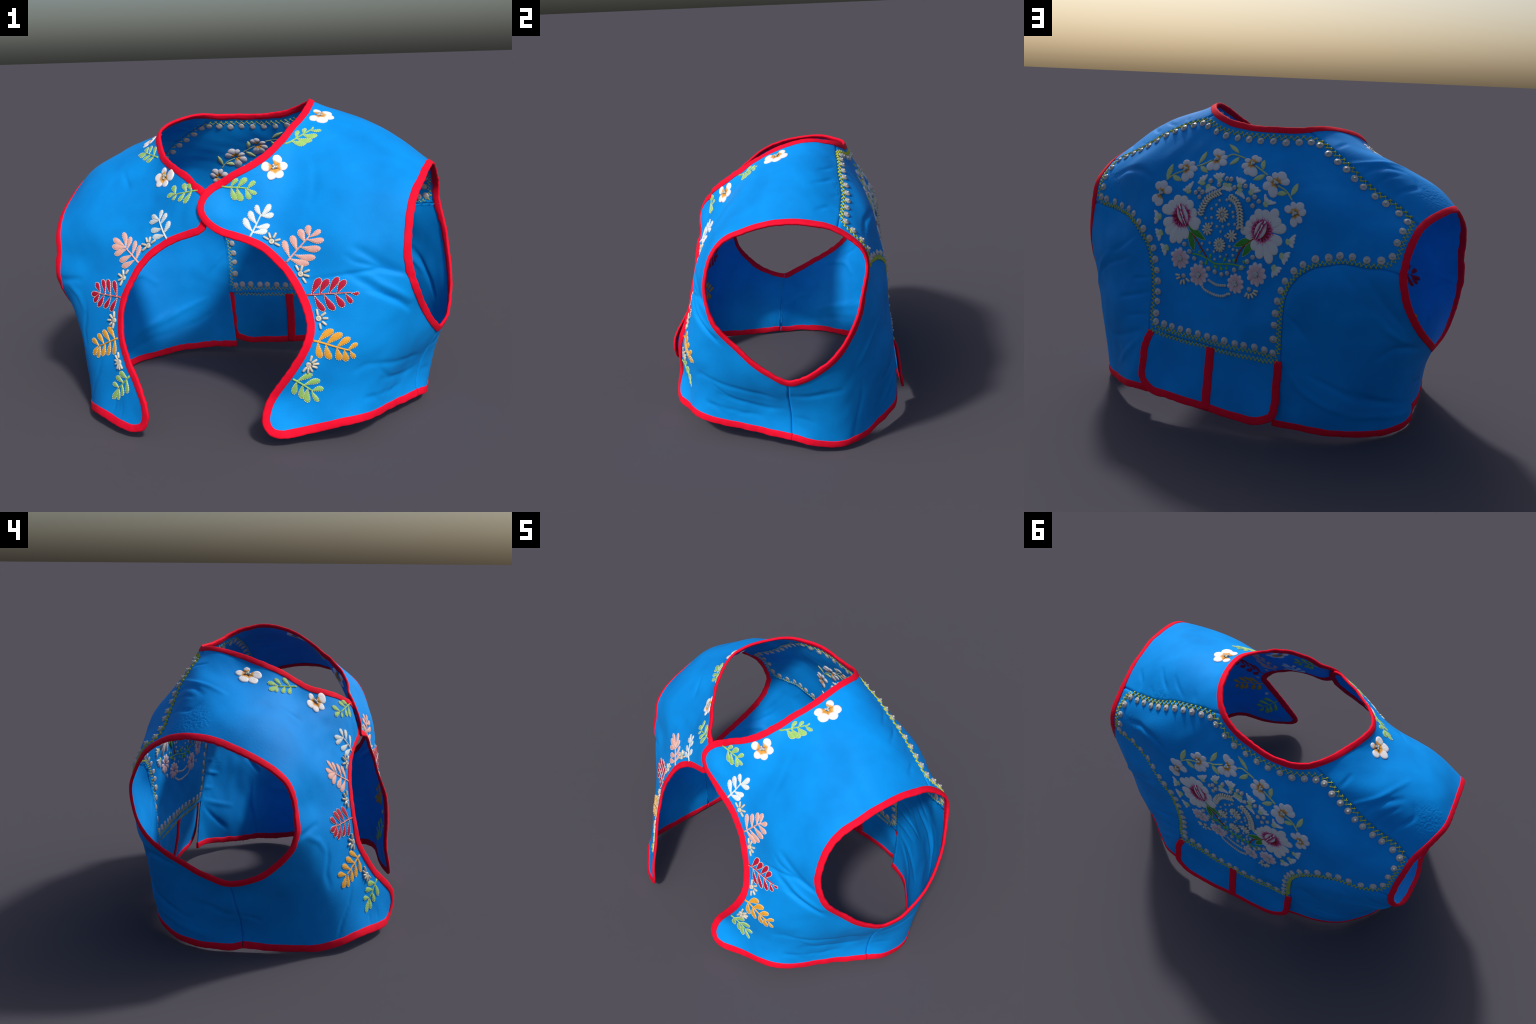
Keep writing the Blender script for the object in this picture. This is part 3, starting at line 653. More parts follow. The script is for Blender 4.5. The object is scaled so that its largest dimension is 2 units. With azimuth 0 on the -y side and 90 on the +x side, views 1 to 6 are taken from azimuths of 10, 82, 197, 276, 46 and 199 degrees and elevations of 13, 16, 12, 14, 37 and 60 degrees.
EDGE, EDGE_SWITCH = joined_neck()
ARM_OVER = laid(ARM_OVER_FRONT + ARM_OVER_BACK, surf_body, True)
ARM_UNDER = laid(ARM_UNDER_FRONT + ARM_UNDER_BACK, surf_body, True)
HEMB_OVER = laid([HEM_OVER[-1]] + HEM_BACK_OVER, surf_body)
HEMB_UNDER = laid([HEM_UNDER[-1]] + HEM_BACK_UNDER, surf_body)
BACK_MID = np.array([0.1, .55, .9])


def seam_between(points, curve_a, curve_b):
    """A seam that starts on one edge curve, passes the points and ends on another."""
    pts = np.asarray(points, float)
    ends = []
    for curve, p, q in ((curve_a, pts[0], pts[1]), (curve_b, pts[-1], pts[-2])):
        gap = np.min(np.linalg.norm(curve - p, axis=1))
        ends.append(nearest(curve, p + unit(p - q) * gap))
    ia, ib = ends
    c = smooth_curve(np.vstack([curve_a[ia][None], pts, curve_b[ib][None]]))
    c = drop(c, surf_body)
    c[0], c[-1] = curve_a[ia], curve_b[ib]
    return c, ia, ib


S_SH_OVER, I_NECK_OVER, J_ARM_OVER = seam_between(shifted(ROW_SHOULDER_OVER[::-1], .033, surf_body, BACK_MID), EDGE, ARM_OVER)
S_SH_UNDER, I_NECK_UNDER, J_ARM_UNDER = seam_between(shifted(ROW_SHOULDER_UNDER, .033, surf_body, BACK_MID), EDGE, ARM_UNDER)
waist = shifted(ROW_WAIST, .048, surf_body, BACK_MID)
CORNER_OVER, CORNER_UNDER = np.array([.463, .505, .398]), np.array([-.262, .622, .370])
S_WAIST = drop(smooth_curve(np.vstack([CORNER_UNDER[None], waist[1:-1], CORNER_OVER[None]])), surf_body)
CURVE_OVER = ROW_SIDE_OVER + ROW_CURVE_OVER[:-1]
CURVE_UNDER = ROW_SIDE_UNDER[::-1] + ROW_CURVE_UNDER[::-1]
c_over = shifted(CURVE_OVER, .036, surf_body, np.array([.3, .45, 1.1]))
c_under = shifted(CURVE_UNDER, .036, surf_body, np.array([-.4, .6, 1.15]))
S_CV_OVER, _, K_ARM_OVER = seam_between(np.vstack([c_over, [[.89, .278, .966]]]), S_WAIST, ARM_OVER)
S_CV_UNDER, _, K_ARM_UNDER = seam_between(np.vstack([c_under, [[-.775, .627, .850]]]), S_WAIST, ARM_UNDER)
S_CV_OVER = drop(smooth_curve(np.vstack([S_WAIST[-1][None], c_over, ARM_OVER[K_ARM_OVER][None]])), surf_body)
S_CV_OVER[0], S_CV_OVER[-1] = S_WAIST[-1], ARM_OVER[K_ARM_OVER]
S_CV_UNDER = drop(smooth_curve(np.vstack([S_WAIST[0][None], c_under, ARM_UNDER[K_ARM_UNDER][None]])), surf_body)
S_CV_UNDER[0], S_CV_UNDER[-1] = S_WAIST[0], ARM_UNDER[K_ARM_UNDER]
B_ARM_OVER, B_ARM_UNDER = nearest(ARM_OVER, ARM_OVER_FRONT[-1]), nearest(ARM_UNDER, ARM_UNDER_FRONT[-1])


def side_seam(points, arm, hem):
    c = drop(smooth_curve(np.vstack([arm[None], points, hem[None]])), surf_body)
    c[0], c[-1] = arm, hem
    return c


S_SD_OVER = side_seam(SEAM_OVER, ARM_OVER[B_ARM_OVER], EDGE[0])
S_SD_UNDER = side_seam(SEAM_UNDER, ARM_UNDER[B_ARM_UNDER], EDGE[-1])
I_TIP_OVER, I_TIP_UNDER = nearest(EDGE, TIP_OVER), nearest(EDGE[EDGE_SWITCH:], TIP_UNDER) + EDGE_SWITCH


def arc(loop, i, j, forward=True):
    """Part of a closed curve from index i to j."""
    n = len(loop) - 1
    k = [(i + s) % n for s in range((j - i) % n + 1)] if forward else [(i - s) % n for s in range((i - j) % n + 1)]
    return loop[k]


# ------------------------------------------------------------------ panels
THICK = .005
SPACING = .0085


def sheet(name, outline, surf, parent, mats, seam_mask=None, thick=THICK):
    """Cloth cut to an outline and draped: evenly meshed, with a back side and closed rim."""
    keep = [0]
    for i in range(1, len(outline)):
        if np.linalg.norm(outline[i] - outline[keep[-1]]) > .0025:
            keep.append(i)
    if np.linalg.norm(outline[keep[-1]] - outline[0]) < .0025:
        keep.pop()
    outline = outline[keep]
    poly = chart(outline)
    rho = np.linalg.norm(poly, axis=1)
    pts = []
    row = 0
    r = rho.min()
    while r < rho.max() + .01:
        rad = .8
        n = max(6, int(2 * math.pi * math.sin(min(r, 2.6)) * rad / SPACING))
        a = (np.arange(n) + .5 * (row % 2)) * 2 * math.pi / n
        pts.append(np.stack([r * np.cos(a), r * np.sin(a)], 1))
        r += SPACING / rad * .87
        row += 1
    pts = np.vstack(pts)
    pts = pts[np.all((pts > poly.min(0)) & (pts < poly.max(0)), axis=1)]
    # inside test and clearance from the outline
    inside = np.zeros(len(pts), bool)
    x0, y0 = poly[:, 0], poly[:, 1]
    x1, y1 = np.roll(x0, -1), np.roll(y0, -1)
    for a0, b0, a1, b1 in zip(x0, y0, x1, y1):
        if b0 != b1:
            cross = ((b0 > pts[:, 1]) != (b1 > pts[:, 1])) & (pts[:, 0] < (a1 - a0) * (pts[:, 1] - b0) / (b1 - b0) + a0)
            inside ^= cross
    pts = pts[inside]
    p3 = CENTRE + unchart(pts) * .8
    o3 = CENTRE + unit(outline - CENTRE) * .8
    clear = np.ones(len(pts), bool)
    for i in range(0, len(pts), 4000):
        d = np.min(np.linalg.norm(p3[i:i + 4000, None] - o3[None], axis=2), axis=1)
        clear[i:i + 4000] = d > SPACING * .55
    pts = pts[clear]
    n = len(poly)
    coords = [Vector(c) for c in np.vstack([poly, pts])]
    res = geometry.delaunay_2d_cdt(coords, [(i, (i + 1) % n) for i in range(n)], [], 1, 1e-7)
    v2 = np.array([tuple(v) for v in res[0]])
    tris = [tuple(f) for f in res[2]]
    d = unchart(v2)
    v = CENTRE + d * surf(d)[:, None]
    # exact edge vertices, so that neighbours meet
    orig = res[3]
    first = {}
    for k, o in enumerate(orig):
        for i in o:
            if i < n:
                first[k] = i
    nrm = normals_at(d, surf)
    for k, i in first.items():
        v[k] = outline[i]
    if seam_mask is not None:
        sm = seam_mask[keep]
        for k, i in first.items():
            if sm[i]:
                v[k] -= nrm[k] * .005
    used = sorted({i for f in tris for i in f})
    remap = {u: k for k, u in enumerate(used)}
    tris = [tuple(remap[i] for i in f) for f in tris]
    v, nrm = v[used], nrm[used]
    a, b, c = (v[[f[k] for f in tris]] for k in range(3))
    face_n = np.cross(b - a, c - a)
    out = np.sum(face_n * nrm[[f[0] for f in tris]], axis=1) > 0
    tris = [f if o else f[::-1] for f, o in zip(tris, out)]
    m = len(v)
    inner = v - nrm * thick
    count = {}
    for f in tris:
        for e in ((f[0], f[1]), (f[1], f[2]), (f[2], f[0])):
            count[e] = 1
    rim = [e for e in count if (e[1], e[0]) not in count]
    faces = tris + [tuple(i + m for i in f[::-1]) for f in tris] + [(e[1], e[0], e[0] + m, e[1] + m) for e in rim]
    return new_object(name, make_mesh(name, np.vstack([v, inner]), faces), parent, mats)


def outline_of(*parts):
    """Concatenate (curve, is_seam) runs into an outline and its seam mask."""
    p = np.vstack([c for c, _ in parts])
    m = np.concatenate([np.full(len(c), s) for c, s in parts])
    return p, m


o, m = outline_of((EDGE[:I_NECK_OVER + 1], False), (S_SH_OVER, True), (arc(ARM_OVER, J_ARM_OVER, B_ARM_OVER), False), (S_SD_OVER, True))
front_over = sheet("front_panel", o, surf_body, vest, [SATIN], m)
o, m = outline_of((EDGE[I_NECK_UNDER:], False), (S_SD_UNDER[::-1], True), (arc(ARM_UNDER, B_ARM_UNDER, J_ARM_UNDER, False), False), (S_SH_UNDER[::-1], True))
front_under = sheet("front_panel", o, surf_under, vest, [SATIN], m)
o, m = outline_of((EDGE[I_NECK_OVER:I_NECK_UNDER + 1], False), (S_SH_UNDER, True), (arc(ARM_UNDER, J_ARM_UNDER, K_ARM_UNDER, False), False),
                  (S_CV_UNDER[::-1], True), (S_WAIST, True), (S_CV_OVER, True), (arc(ARM_OVER, K_ARM_OVER, J_ARM_OVER), False), (S_SH_OVER[::-1], True))
yoke = sheet("back_yoke", o, surf_body, vest, [SATIN], m)
o, m = outline_of((arc(ARM_OVER, B_ARM_OVER, K_ARM_OVER), False), (S_CV_OVER[::-1], True),
                  (resample(np.vstack([S_WAIST[-1], HEMB_OVER[-1]]), .01), False), (HEMB_OVER[::-1], False), (S_SD_OVER[::-1], True))
sheet("back_side_panel", o, surf_body, vest, [SATIN], m)
o, m = outline_of((arc(ARM_UNDER, B_ARM_UNDER, K_ARM_UNDER), False), (S_CV_UNDER[::-1], True),
                  (resample(np.vstack([S_WAIST[0], HEMB_UNDER[-1]]), .01), False), (HEMB_UNDER[::-1], False), (S_SD_UNDER[::-1], True))
sheet("back_side_panel", o, surf_body, vest, [SATIN], m)
FLAP_RIM = drop(smooth_curve(FLAP_EDGE), surf_flap)
flap_top = drop(resample(np.vstack([FLAP_RIM[-1][None], shifted(ROW_WAIST, .037, surf_flap, BACK_MID), FLAP_RIM[0][None]]), .008), surf_flap)
o, m = outline_of((FLAP_RIM, False), (flap_top, False))
flap = sheet("waist_flap", o, surf_flap, vest, [SATIN], m)


# ------------------------------------------------------------------ binding
def tape(runs, closed=False, seed=1):
    """Bias tape folded over an edge: a flat padded U section swept along it.
    runs: (path, cloth, side, width at each end); returns the section rings."""
    rng = np.random.default_rng(seed)
    p = np.vstack([r[0] for r in runs])
    side = np.concatenate([np.full(len(r[0]), r[2]) for r in runs])
    width = np.concatenate([np.linspace(r[3][0], r[3][1], len(r[0])) for r in runs])
    cut = np.r_[0, np.cumsum([len(r[0]) for r in runs])]
    t = unit(np.roll(p, -1, 0) - np.roll(p, 1, 0)) if closed else unit(np.gradient(p, axis=0))
    per = lambda fn: np.vstack([fn(r[1], slice(a, b)) for r, a, b in zip(runs, cut, cut[1:])])
    n = per(lambda surf, s: normals_at(unit(p[s] - CENTRE), surf))
    b = unit(np.cross(t, n)) * side[:, None]
    k = len(p)

    def wob(rounds, amp):
        w = rng.normal(size=k)
        for _ in range(rounds):
            w = .25 * np.roll(w, 1) + .5 * w + .25 * np.roll(w, -1)
        return amp * w / (w.std() + 1e-9)

    # section: (distance into the cloth / width, height off the cloth)
    top, low = .0042, -(THICK + .0045)
    sec = [(1.0, -.0005), (.985, top * .7), (.93, top * .9), (.5, top * 1.08), (.10, top), (-.04, top * .75), (-.085, top * .1), (-.11, -.0025),
           (-.085, -.0055), (-.04, low * .9), (.10, low), (.5, low * 1.08), (.93, low * .97), (.985, low * .85), (1.0, -THICK)]
    wo, wi, edge = wob(10, .0005), wob(3, .0014), wob(1, .0007)
    rings = []
    for i, (a, h) in enumerate(sec):
        inner = i >= 8
        dist = a * (width + (wi if inner else wo)) + (edge if a < .05 else 0) * (1.6 if inner else 1)
        rings.append(per(lambda surf, s: drop((p + b * dist[:, None])[s], surf)) + n * (h + wob(3, .00025)[:, None]))
    return np.stack(rings, 1)


def tape_object(name, rings, parent, closed=False, caps=(False, False)):
    k, m = rings.shape[:2]
    faces = [(i * m + s, i * m + (s + 1) % m, (i + 1) % k * m + (s + 1) % m, (i + 1) % k * m + s)
             for i in range(k if closed else k - 1) for s in range(m)]
    faces += [tuple(range(m))] * caps[0] + [tuple((k - 1) * m + s for s in range(m))] * caps[1]
    me = make_mesh(name, rings.reshape(-1, 3), faces)
    bm = bmesh.new()
    bm.from_mesh(me)
    bmesh.ops.recalc_face_normals(bm, faces=bm.faces)
    bm.to_mesh(me)
    bm.free()
    return new_object(name, me, parent, [BIAS])


def run_side(path, surf, inward):
    """+1 or -1: on which side of a path, seen along it, the cloth lies."""
    t = unit(np.gradient(path, axis=0))
    n = normals_at(unit(path - CENTRE), surf)
    return 1 if np.sum(np.cross(t, n) * (np.asarray(inward) - path)) > 0 else -1


i_low_over = nearest(EDGE[:I_TIP_OVER], OPEN_OVER[-1])
i_low_under = nearest(EDGE[I_TIP_UNDER:], OPEN_UNDER[-1]) + I_TIP_UNDER
soft = soften(EDGE, 2)
sd = run_side(EDGE[i_low_over + 20:I_TIP_OVER], surf_body, (.9, -.5, .8))
stops = [0, i_low_over, I_TIP_OVER, EDGE_SWITCH, I_TIP_UNDER, i_low_under, len(EDGE)]
widths = [(.034, .036), (.034, .033), (.031, .028), (.028, .030), (.032, .033), (.035, .034)]
rings = tape([(soft[a:b], surf_body if j < 3 else surf_under, sd, w) for j, (a, b, w) in enumerate(zip(stops, stops[1:], widths))], seed=1)
for name, a, b in (("hem_binding", 0, 1), ("front_binding", 1, 2), ("neck_binding", 2, 4), ("front_binding", 4, 5), ("hem_binding", 5, 6)):
    tape_object(name, rings[stops[a]:stops[b] + 1], vest, caps=(a == 0, b == 6))
for k, (name, path, surf, inward, w, closed) in enumerate((
        ("armhole_binding", soften(ARM_OVER, 2)[:-1], surf_body, (0, 0, .8), .031, True),
        ("armhole_binding", soften(ARM_UNDER, 2)[:-1], surf_body, (0, 0, .8), .031, True),
        ("hem_binding", HEMB_OVER, surf_body, (.7, .35, .5), .033, False),
        ("hem_binding", HEMB_UNDER, surf_body, (-.7, .4, .5), .033, False),
        ("flap_binding", FLAP_RIM, surf_flap, (.1, .6, .3), .035, False))):
    tape_object(name, tape([(path, surf, run_side(path, surf, inward), (w, w))], closed, 20 + k), vest, closed, (not closed, not closed))


# ------------------------------------------------------------------ embroidery tools
def side_surf(side):
    return surf_under if side == "under" else surf_body


def frame_at(p, toward, surf):
    """Origin on the cloth with x along the cloth toward a point, y across, n outward."""
    o = drop(np.asarray(p, float)[None], surf)[0]
    n = normals_at(unit(o - CENTRE)[None], surf)[0]
    x = np.asarray(toward, float) - o
    x = unit(x - n * (x @ n))
    return o, x, np.cross(n, x), n


def lay(frame, ab, surf, height=0.0):
    o, x, y, _ = frame
    ab = np.asarray(ab, float)
    return drop(o + ab[:, :1] * x + ab[:, 1:] * y, surf, height)


def placed(name, verts, faces, frame, parent, mats, smooth=True):
    """Object whose local axes are the given frame, so materials can run along the piece."""
    o, x, y, n = frame
    r = np.stack([x, y, n], 1)
    ob = new_object(name, make_mesh(name, (verts - o) @ r, faces, smooth), parent, mats)
    ob.matrix_basis = Matrix([[*r[i], o[i]] for i in range(3)] + [[0, 0, 0, 1]])
    return ob


UNDER = -(THICK + .0028)


def cushion(outline, base, surf, puff=.006, lift=.0):
    """Padded satin stitch: outline (N,2) in the frame of `base`, domed above the cloth and showing through below."""
    q = np.asarray(outline, float)
    mid = q.mean(0)
    n = len(q)
    puff *= .8
    rows = [(1, .0012), (.93, .62 * puff), (.72, .9 * puff), (.4, puff)]
    pts = [mid + (q - mid) * s for s, _ in rows] + [mid[None], mid + (q - mid) * .96, mid[None]]
    hs = [np.full(n, h + lift) for _, h in rows] + [[puff + lift], np.full(n, UNDER), [UNDER - .0005]]
    v = lay(base, np.vstack(pts), surf, np.concatenate(hs))
    f = []
    for k in range(3):
        f += [(k * n + i, k * n + (i + 1) % n, (k + 1) * n + (i + 1) % n, (k + 1) * n + i) for i in range(n)]
    top, bot, low = 4 * n, 4 * n + 1, 5 * n + 1
    f += [(3 * n + i, 3 * n + (i + 1) % n, top) for i in range(n)]
    f += [((i + 1) % n, i, bot + i, bot + (i + 1) % n) for i in range(n)]
    f += [(bot + (i + 1) % n, bot + i, low) for i in range(n)]
    return v, f


def blade(root, tip, half, shape, n=11, bow=0.0):
    """Outline of a petal or leaf from root to tip; `half` is the half width, `shape` its profile."""
    root, tip = np.asarray(root, float), np.asarray(tip, float)
    ax = tip - root
    ln = np.linalg.norm(ax)
    ax /= ln
    ay = np.array([-ax[1], ax[0]])
    t = (1 - np.cos(np.linspace(0, math.pi, n))) / 2
    w = half * shape(t)
    line = root + np.outer(t * ln, ax) + np.outer(bow * ln * np.sin(math.pi * t), ay)
    up, dn = line + w[:, None] * ay, line - w[:, None] * ay
    return np.vstack([dn, up[::-1][1:-1]])


teardrop = lambda t: np.sin(math.pi * np.clip(t, 0, 1) ** 2.1) ** .55 * .97 + .08 * (1 - t) * (t > 0)
spindle = lambda t: np.sin(math.pi * t) ** .85
spoon = lambda t: np.sin(math.pi * np.clip(t, 0, 1) ** 1.35) ** .55
finger = lambda t: (.45 + .55 * t) * np.sin(math.pi * t) ** .35


def local_frame(base, root, tip, surf):
    o = lay(base, [root], surf)[0]
    return frame_at(o, lay(base, [tip], surf)[0], surf)


def piece(name, base, root, tip, half, shape, surf, parent, mat, puff=.006, lift=0.0, bow=0.0, n=11):
    """One satin-stitched piece as an object of its own; root and tip in the frame of `base`."""
    v, f = cushion(blade(root, tip, half, shape, n, bow), base, surf, puff, lift)
    return placed(name, v, f, local_frame(base, root, tip, surf), parent, [mat])


def cord(path, surf, radius, top=.004, low=None, taper=0.0):
    """Couched thread along a path on the cloth; its section reaches through to the inside."""
    low = UNDER if low is None else low
    p = np.asarray(path, float)
    d = unit(p - CENTRE)
    t = unit(np.gradient(p, axis=0))
    n = normals_at(d, surf)
    b = np.cross(t, n)
    m = 6
    k = len(p)
    r = radius * (1 - taper * np.linspace(0, 1, k))
    mid, amp = (top + low) / 2, (top - low) / 2
    v = np.stack([p + b * (r * math.cos(a))[:, None] + n * (mid + amp * math.sin(a)) for a in np.arange(m) * 2 * math.pi / m], 1).reshape(-1, 3)
    f = [(i * m + s, i * m + (s + 1) % m, (i + 1) * m + (s + 1) % m, (i + 1) * m + s) for i in range(k - 1) for s in range(m)]
    f += [tuple(range(m))[::-1], tuple((k - 1) * m + s for s in range(m))]
    return v, f


def merge(parts):
    vs, fs, k = [], [], 0
    for v, f in parts:
        vs.append(v)
        fs += [tuple(i + k for i in q) for q in f]
        k += len(v)
    return np.vstack(vs), fs


def stuff(name, parts, parent, mat):
    v, f = merge(parts)
    o = new_object(name, make_mesh(name, v, f), parent, [mat])
    o["kind"] = "stuff"
    return o


def lathe(profile, m=18, name="turned"):
    """Turned solid about z from (radius, height) pairs, top to bottom."""
    v, f = [], []
    for r, z in profile:
        v += [(r * math.cos(2 * math.pi * i / m), r * math.sin(2 * math.pi * i / m), z) for i in range(m)]
    for k in range(len(profile) - 1):
        f += [(k * m + i, (k + 1) * m + i, (k + 1) * m + (i + 1) % m, k * m + (i + 1) % m) for i in range(m)]
    f += [tuple(range(m)), tuple((len(profile) - 1) * m + i for i in range(m))[::-1]]
    return make_mesh(name, v, f)


def capsule(length, r, m=10, name="bugle"):
    prof = [(.05 * r, 1), (.55 * r, .97), (.85 * r, .86), (r, .6), (r, -.6), (.85 * r, -.86), (.55 * r, -.97), (.05 * r, -1)]
    me = lathe([(a, b * length / 2) for a, b in prof], m, name)
    for v in me.vertices:
        v.co = (v.co.z, v.co.y, -v.co.x)
    return me


def put(mesh, name, frame, height, parent, scale=(1, 1, 1)):
    o, x, y, n = frame
    ob = bpy.data.objects.new(name, mesh)
    bpy.context.scene.collection.objects.link(ob)
    ob.parent = parent
    r = np.stack([x * scale[0], y * scale[1], n * scale[2]], 1)
    q = o + n * height
    ob.matrix_basis = Matrix([[*r[i], q[i]] for i in range(3)] + [[0, 0, 0, 1]])
    return ob


def mesh_with(mesh, *mats):
    for m in mats:
        mesh.materials.append(m)
    return mesh


# ------------------------------------------------------------------ sequins and beads
def sequin_mesh(r, name):
    """Cupped sequin held by a bead; two materials: disc and bead."""
    b = .32 * r
    prof = [(.001, b + .0080), (b * .6, b * .85 + .0080), (b, .0098), (b * .95, .0082), (b * 1.15, .0072), (.62 * r, .0062), (.85 * r, .0046),
            (.97 * r, .0030), (r, .0020), (.99 * r, .0005), (.98 * r, UNDER), (.5 * r, UNDER - .001), (.001, UNDER - .0012)]
    me = lathe(prof, 20, name)
    mesh_with(me, SEQUIN, GREY_BEAD)
    for p in me.polygons:
        if p.center.z > .0078 and math.hypot(p.center.x, p.center.y) < b * 1.02:
            p.material_index = 1
    return me


SEQ = sequin_mesh(.0175, "sequin")
SEQ_SMALL = sequin_mesh(.0120, "small_sequin")
BUGLE = mesh_with(capsule(.031, .0058, name="bugle_bead"), PEARL)
SEED = mesh_with(lathe([(.002, .0075), (.0045, .0072), (.0072, .0045), (.0076, .002), (.0072, .0002), (.0068, UNDER), (.001, UNDER - .0005)], 14, "seed_bead"), GREY_BEAD)
RING = mesh_with(lathe([(.004, .006), (.0055, .0085), (.0095, .0095), (.0125, .007), (.013, .003), (.012, .0005), (.0115, UNDER), (.001, UNDER - .0005)], 18, "ring_bead"), PEARL)
KNOB = mesh_with(lathe([(.001, .011), (.0032, .0102), (.0048, .007), (.0042, .004)], 12, "knob_bead"), GREY_BEAD)
NORTH = np.array([0, 0, 3.0])
ROW_LOOP = (ROW_NECK + ROW_SHOULDER_UNDER + ROW_ARM_UNDER + ROW_CURVE_UNDER + ROW_SIDE_UNDER + ROW_WAIST + ROW_SIDE_OVER + ROW_CURVE_OVER +
            ROW_ARM_OVER + ROW_SHOULDER_OVER)
for p in ROW_LOOP:
    f = frame_at(p, np.array(p) + [RND.uniform(-1, 1), RND.uniform(-1, 1), RND.uniform(-1, 1)], surf_body)
    tilt = [RND.uniform(-.1, .1) for _ in range(2)]
    n = unit(f[3] + tilt[0] * f[1] + tilt[1] * f[2])
    x = unit(f[1] - n * (f[1] @ n))
    put(SEQ, "sequin", (f[0], x, np.cross(n, x), n), .0012, vest, [RND.uniform(.93, 1.06)] * 3)


# ------------------------------------------------------------------ herringbone rows
def herringbone(path, surf, pitch=.0105, half=.0060, over=.42):
    """Yellow-green crossed stitches: each stroke runs past its turning point, so that neighbours cross."""
    c = resample(np.asarray(path), pitch)
    n = normals_at(unit(c - CENTRE), surf)
    b = np.cross(unit(np.gradient(c, axis=0)), n)
    turn = c + b * (half * np.where(np.arange(len(c)) % 2, 1, -1))[:, None]
    parts = []
    for i in range(len(turn) - 1):
        a, e = turn[i], turn[i + 1]
        j = (e - a) * over
        q = drop(np.linspace(a - j * RND.uniform(.7, 1.2), e + j * RND.uniform(.7, 1.2), 4), surf)
        parts.append(cord(q, surf, .0016, .0042 + .0008 * (i % 2)))
    return parts


loop = smooth_curve(ROW_LOOP, .006, True)
loop = soften(np.vstack([loop[-12:-1], loop, loop[1:12]]), 4)[11:-11]
frame_path = shifted(loop, .0235, surf_body, BACK_MID)
frame_path = resample(soften(np.vstack([frame_path, frame_path[:1]]), 3), .006)
high, low = nearest(frame_path, ROW_SHOULDER_UNDER[-1]), nearest(frame_path, ROW_SHOULDER_OVER[0])
stuff("herringbone_stitching", herringbone(np.vstack([frame_path[low:], frame_path[:high + 1]]), surf_body, .0145, .0075, .36), yoke, ZIGZAG)
stuff("herringbone_stitching", herringbone(frame_path[high:low + 1], surf_body), yoke, ZIGZAG)
belt = shifted(ROW_WAIST, .058, surf_flap, BACK_MID)
belt = np.vstack([FLAP_RIM[-1] * .85 + belt[0] * .15, belt[1:-1], FLAP_RIM[0] * .9 + belt[-1] * .1])
stuff("herringbone_stitching", herringbone([p + normals_at(unit(p - CENTRE)[None], surf_flap)[0] * .003 for p in smooth_curve(belt)], surf_flap, .0105, .0058), flap, ZIGZAG)


def strip(path, surf, half, top, low):
    p = drop(resample(np.asarray(path), .01), surf)
    d = unit(p - CENTRE)
    n = normals_at(d, surf)
    b = np.cross(unit(np.gradient(p, axis=0)), n)
    sec = [(-1, .0005), (-.96, top * .75), (-.6, top), (.6, top), (.96, top * .75), (1, .0005), (1, low * .9), (.6, low), (-.6, low), (-1, low * .9)]
    m, k = len(sec), len(p)
    v = np.stack([drop(p + b * (a * half), surf) + n * h for a, h in sec], 1).reshape(-1, 3)
    f = [(i * m + s, (i + 1) * m + s, (i + 1) * m + (s + 1) % m, i * m + (s + 1) % m) for i in range(k - 1) for s in range(m)]
    return v, f + [tuple(range(m)), tuple((k - 1) * m + s for s in range(m))[::-1]]


v, f = strip(FLAP_BAR, surf_flap, .0225, .0055, -.0115)
new_object("flap_bar", make_mesh("flap_bar", v, f), flap, [BIAS])


# ------------------------------------------------------------------ sprigs on the fronts
def dashes(outline, base, surf, length=.0062, gap=.0024, r=.0013, top=.0036):
    q = lay(base, np.vstack([outline, outline[:1]]), surf)
    s = np.r_[0, np.cumsum(np.linalg.norm(np.diff(q, axis=0), axis=1))]
    n = max(4, int(s[-1] / (length + gap)))
    parts = []
    at = lambda t: np.array([np.interp(t, s, q[:, i]) for i in range(3)])
    for i in range(n):
        a = s[-1] * i / n
        parts.append(cord(np.array([at(a), at(a + length / 2), at(a + length)]), surf, r, top, -.001))
    return parts


for colour, side, foot, end, tips in SPRIGS:
    surf = side_surf(side)
    base = frame_at(foot, end, surf)
    end_a = np.linalg.norm(np.array(end) - foot)
    t = np.linspace(-.01, end_a, 9)
    stem = lay(base, np.stack([t, .003 * np.sin(9 * t)], 1), surf)
    v, f = cord(stem, surf, .0055, .0052, taper=.3)
    sprig = placed("leaf_sprig", v, f, base, vest, [LEAFLET[colour]])
    edging = []
    pts = np.array(tips) / 100
    for a, b in pts:
        last = a > end_a + .5 * abs(b)
        root = np.array([min(end_a, max(.012, a - .42 * abs(b) - .012)), 0]) if not last else np.array([end_a, 0])
        tip = np.array([a, b])
        ln = np.linalg.norm(tip - root)
        if ln > .085:
            root = root + (tip - root) * .06
        half = min(.0132, .0145 * ln / .07) * RND.uniform(.92, 1.06)
        bow = .05 * np.sign(b) * RND.uniform(.3, 1.2)
        piece("leaflet", base, root, tip, half, teardrop, surf, sprig, LEAFLET[colour], .0055, bow=bow).matrix_parent_inverse = sprig.matrix_basis.inverted()
        edging += dashes(blade(root, tip, half * 1.06, teardrop, 11, bow), base, surf)
    edging += dashes(np.vstack([np.stack([t, .003 * np.sin(9 * t)], 1), np.stack([t, .003 * np.sin(9 * t)], 1)[-2:0:-1]]), base, surf, top=.0066) if colour == "crimson" else []
    o = stuff("outline_stitching", edging, sprig, OUTLINE[colour])
    o.matrix_parent_inverse = sprig.matrix_basis.inverted()

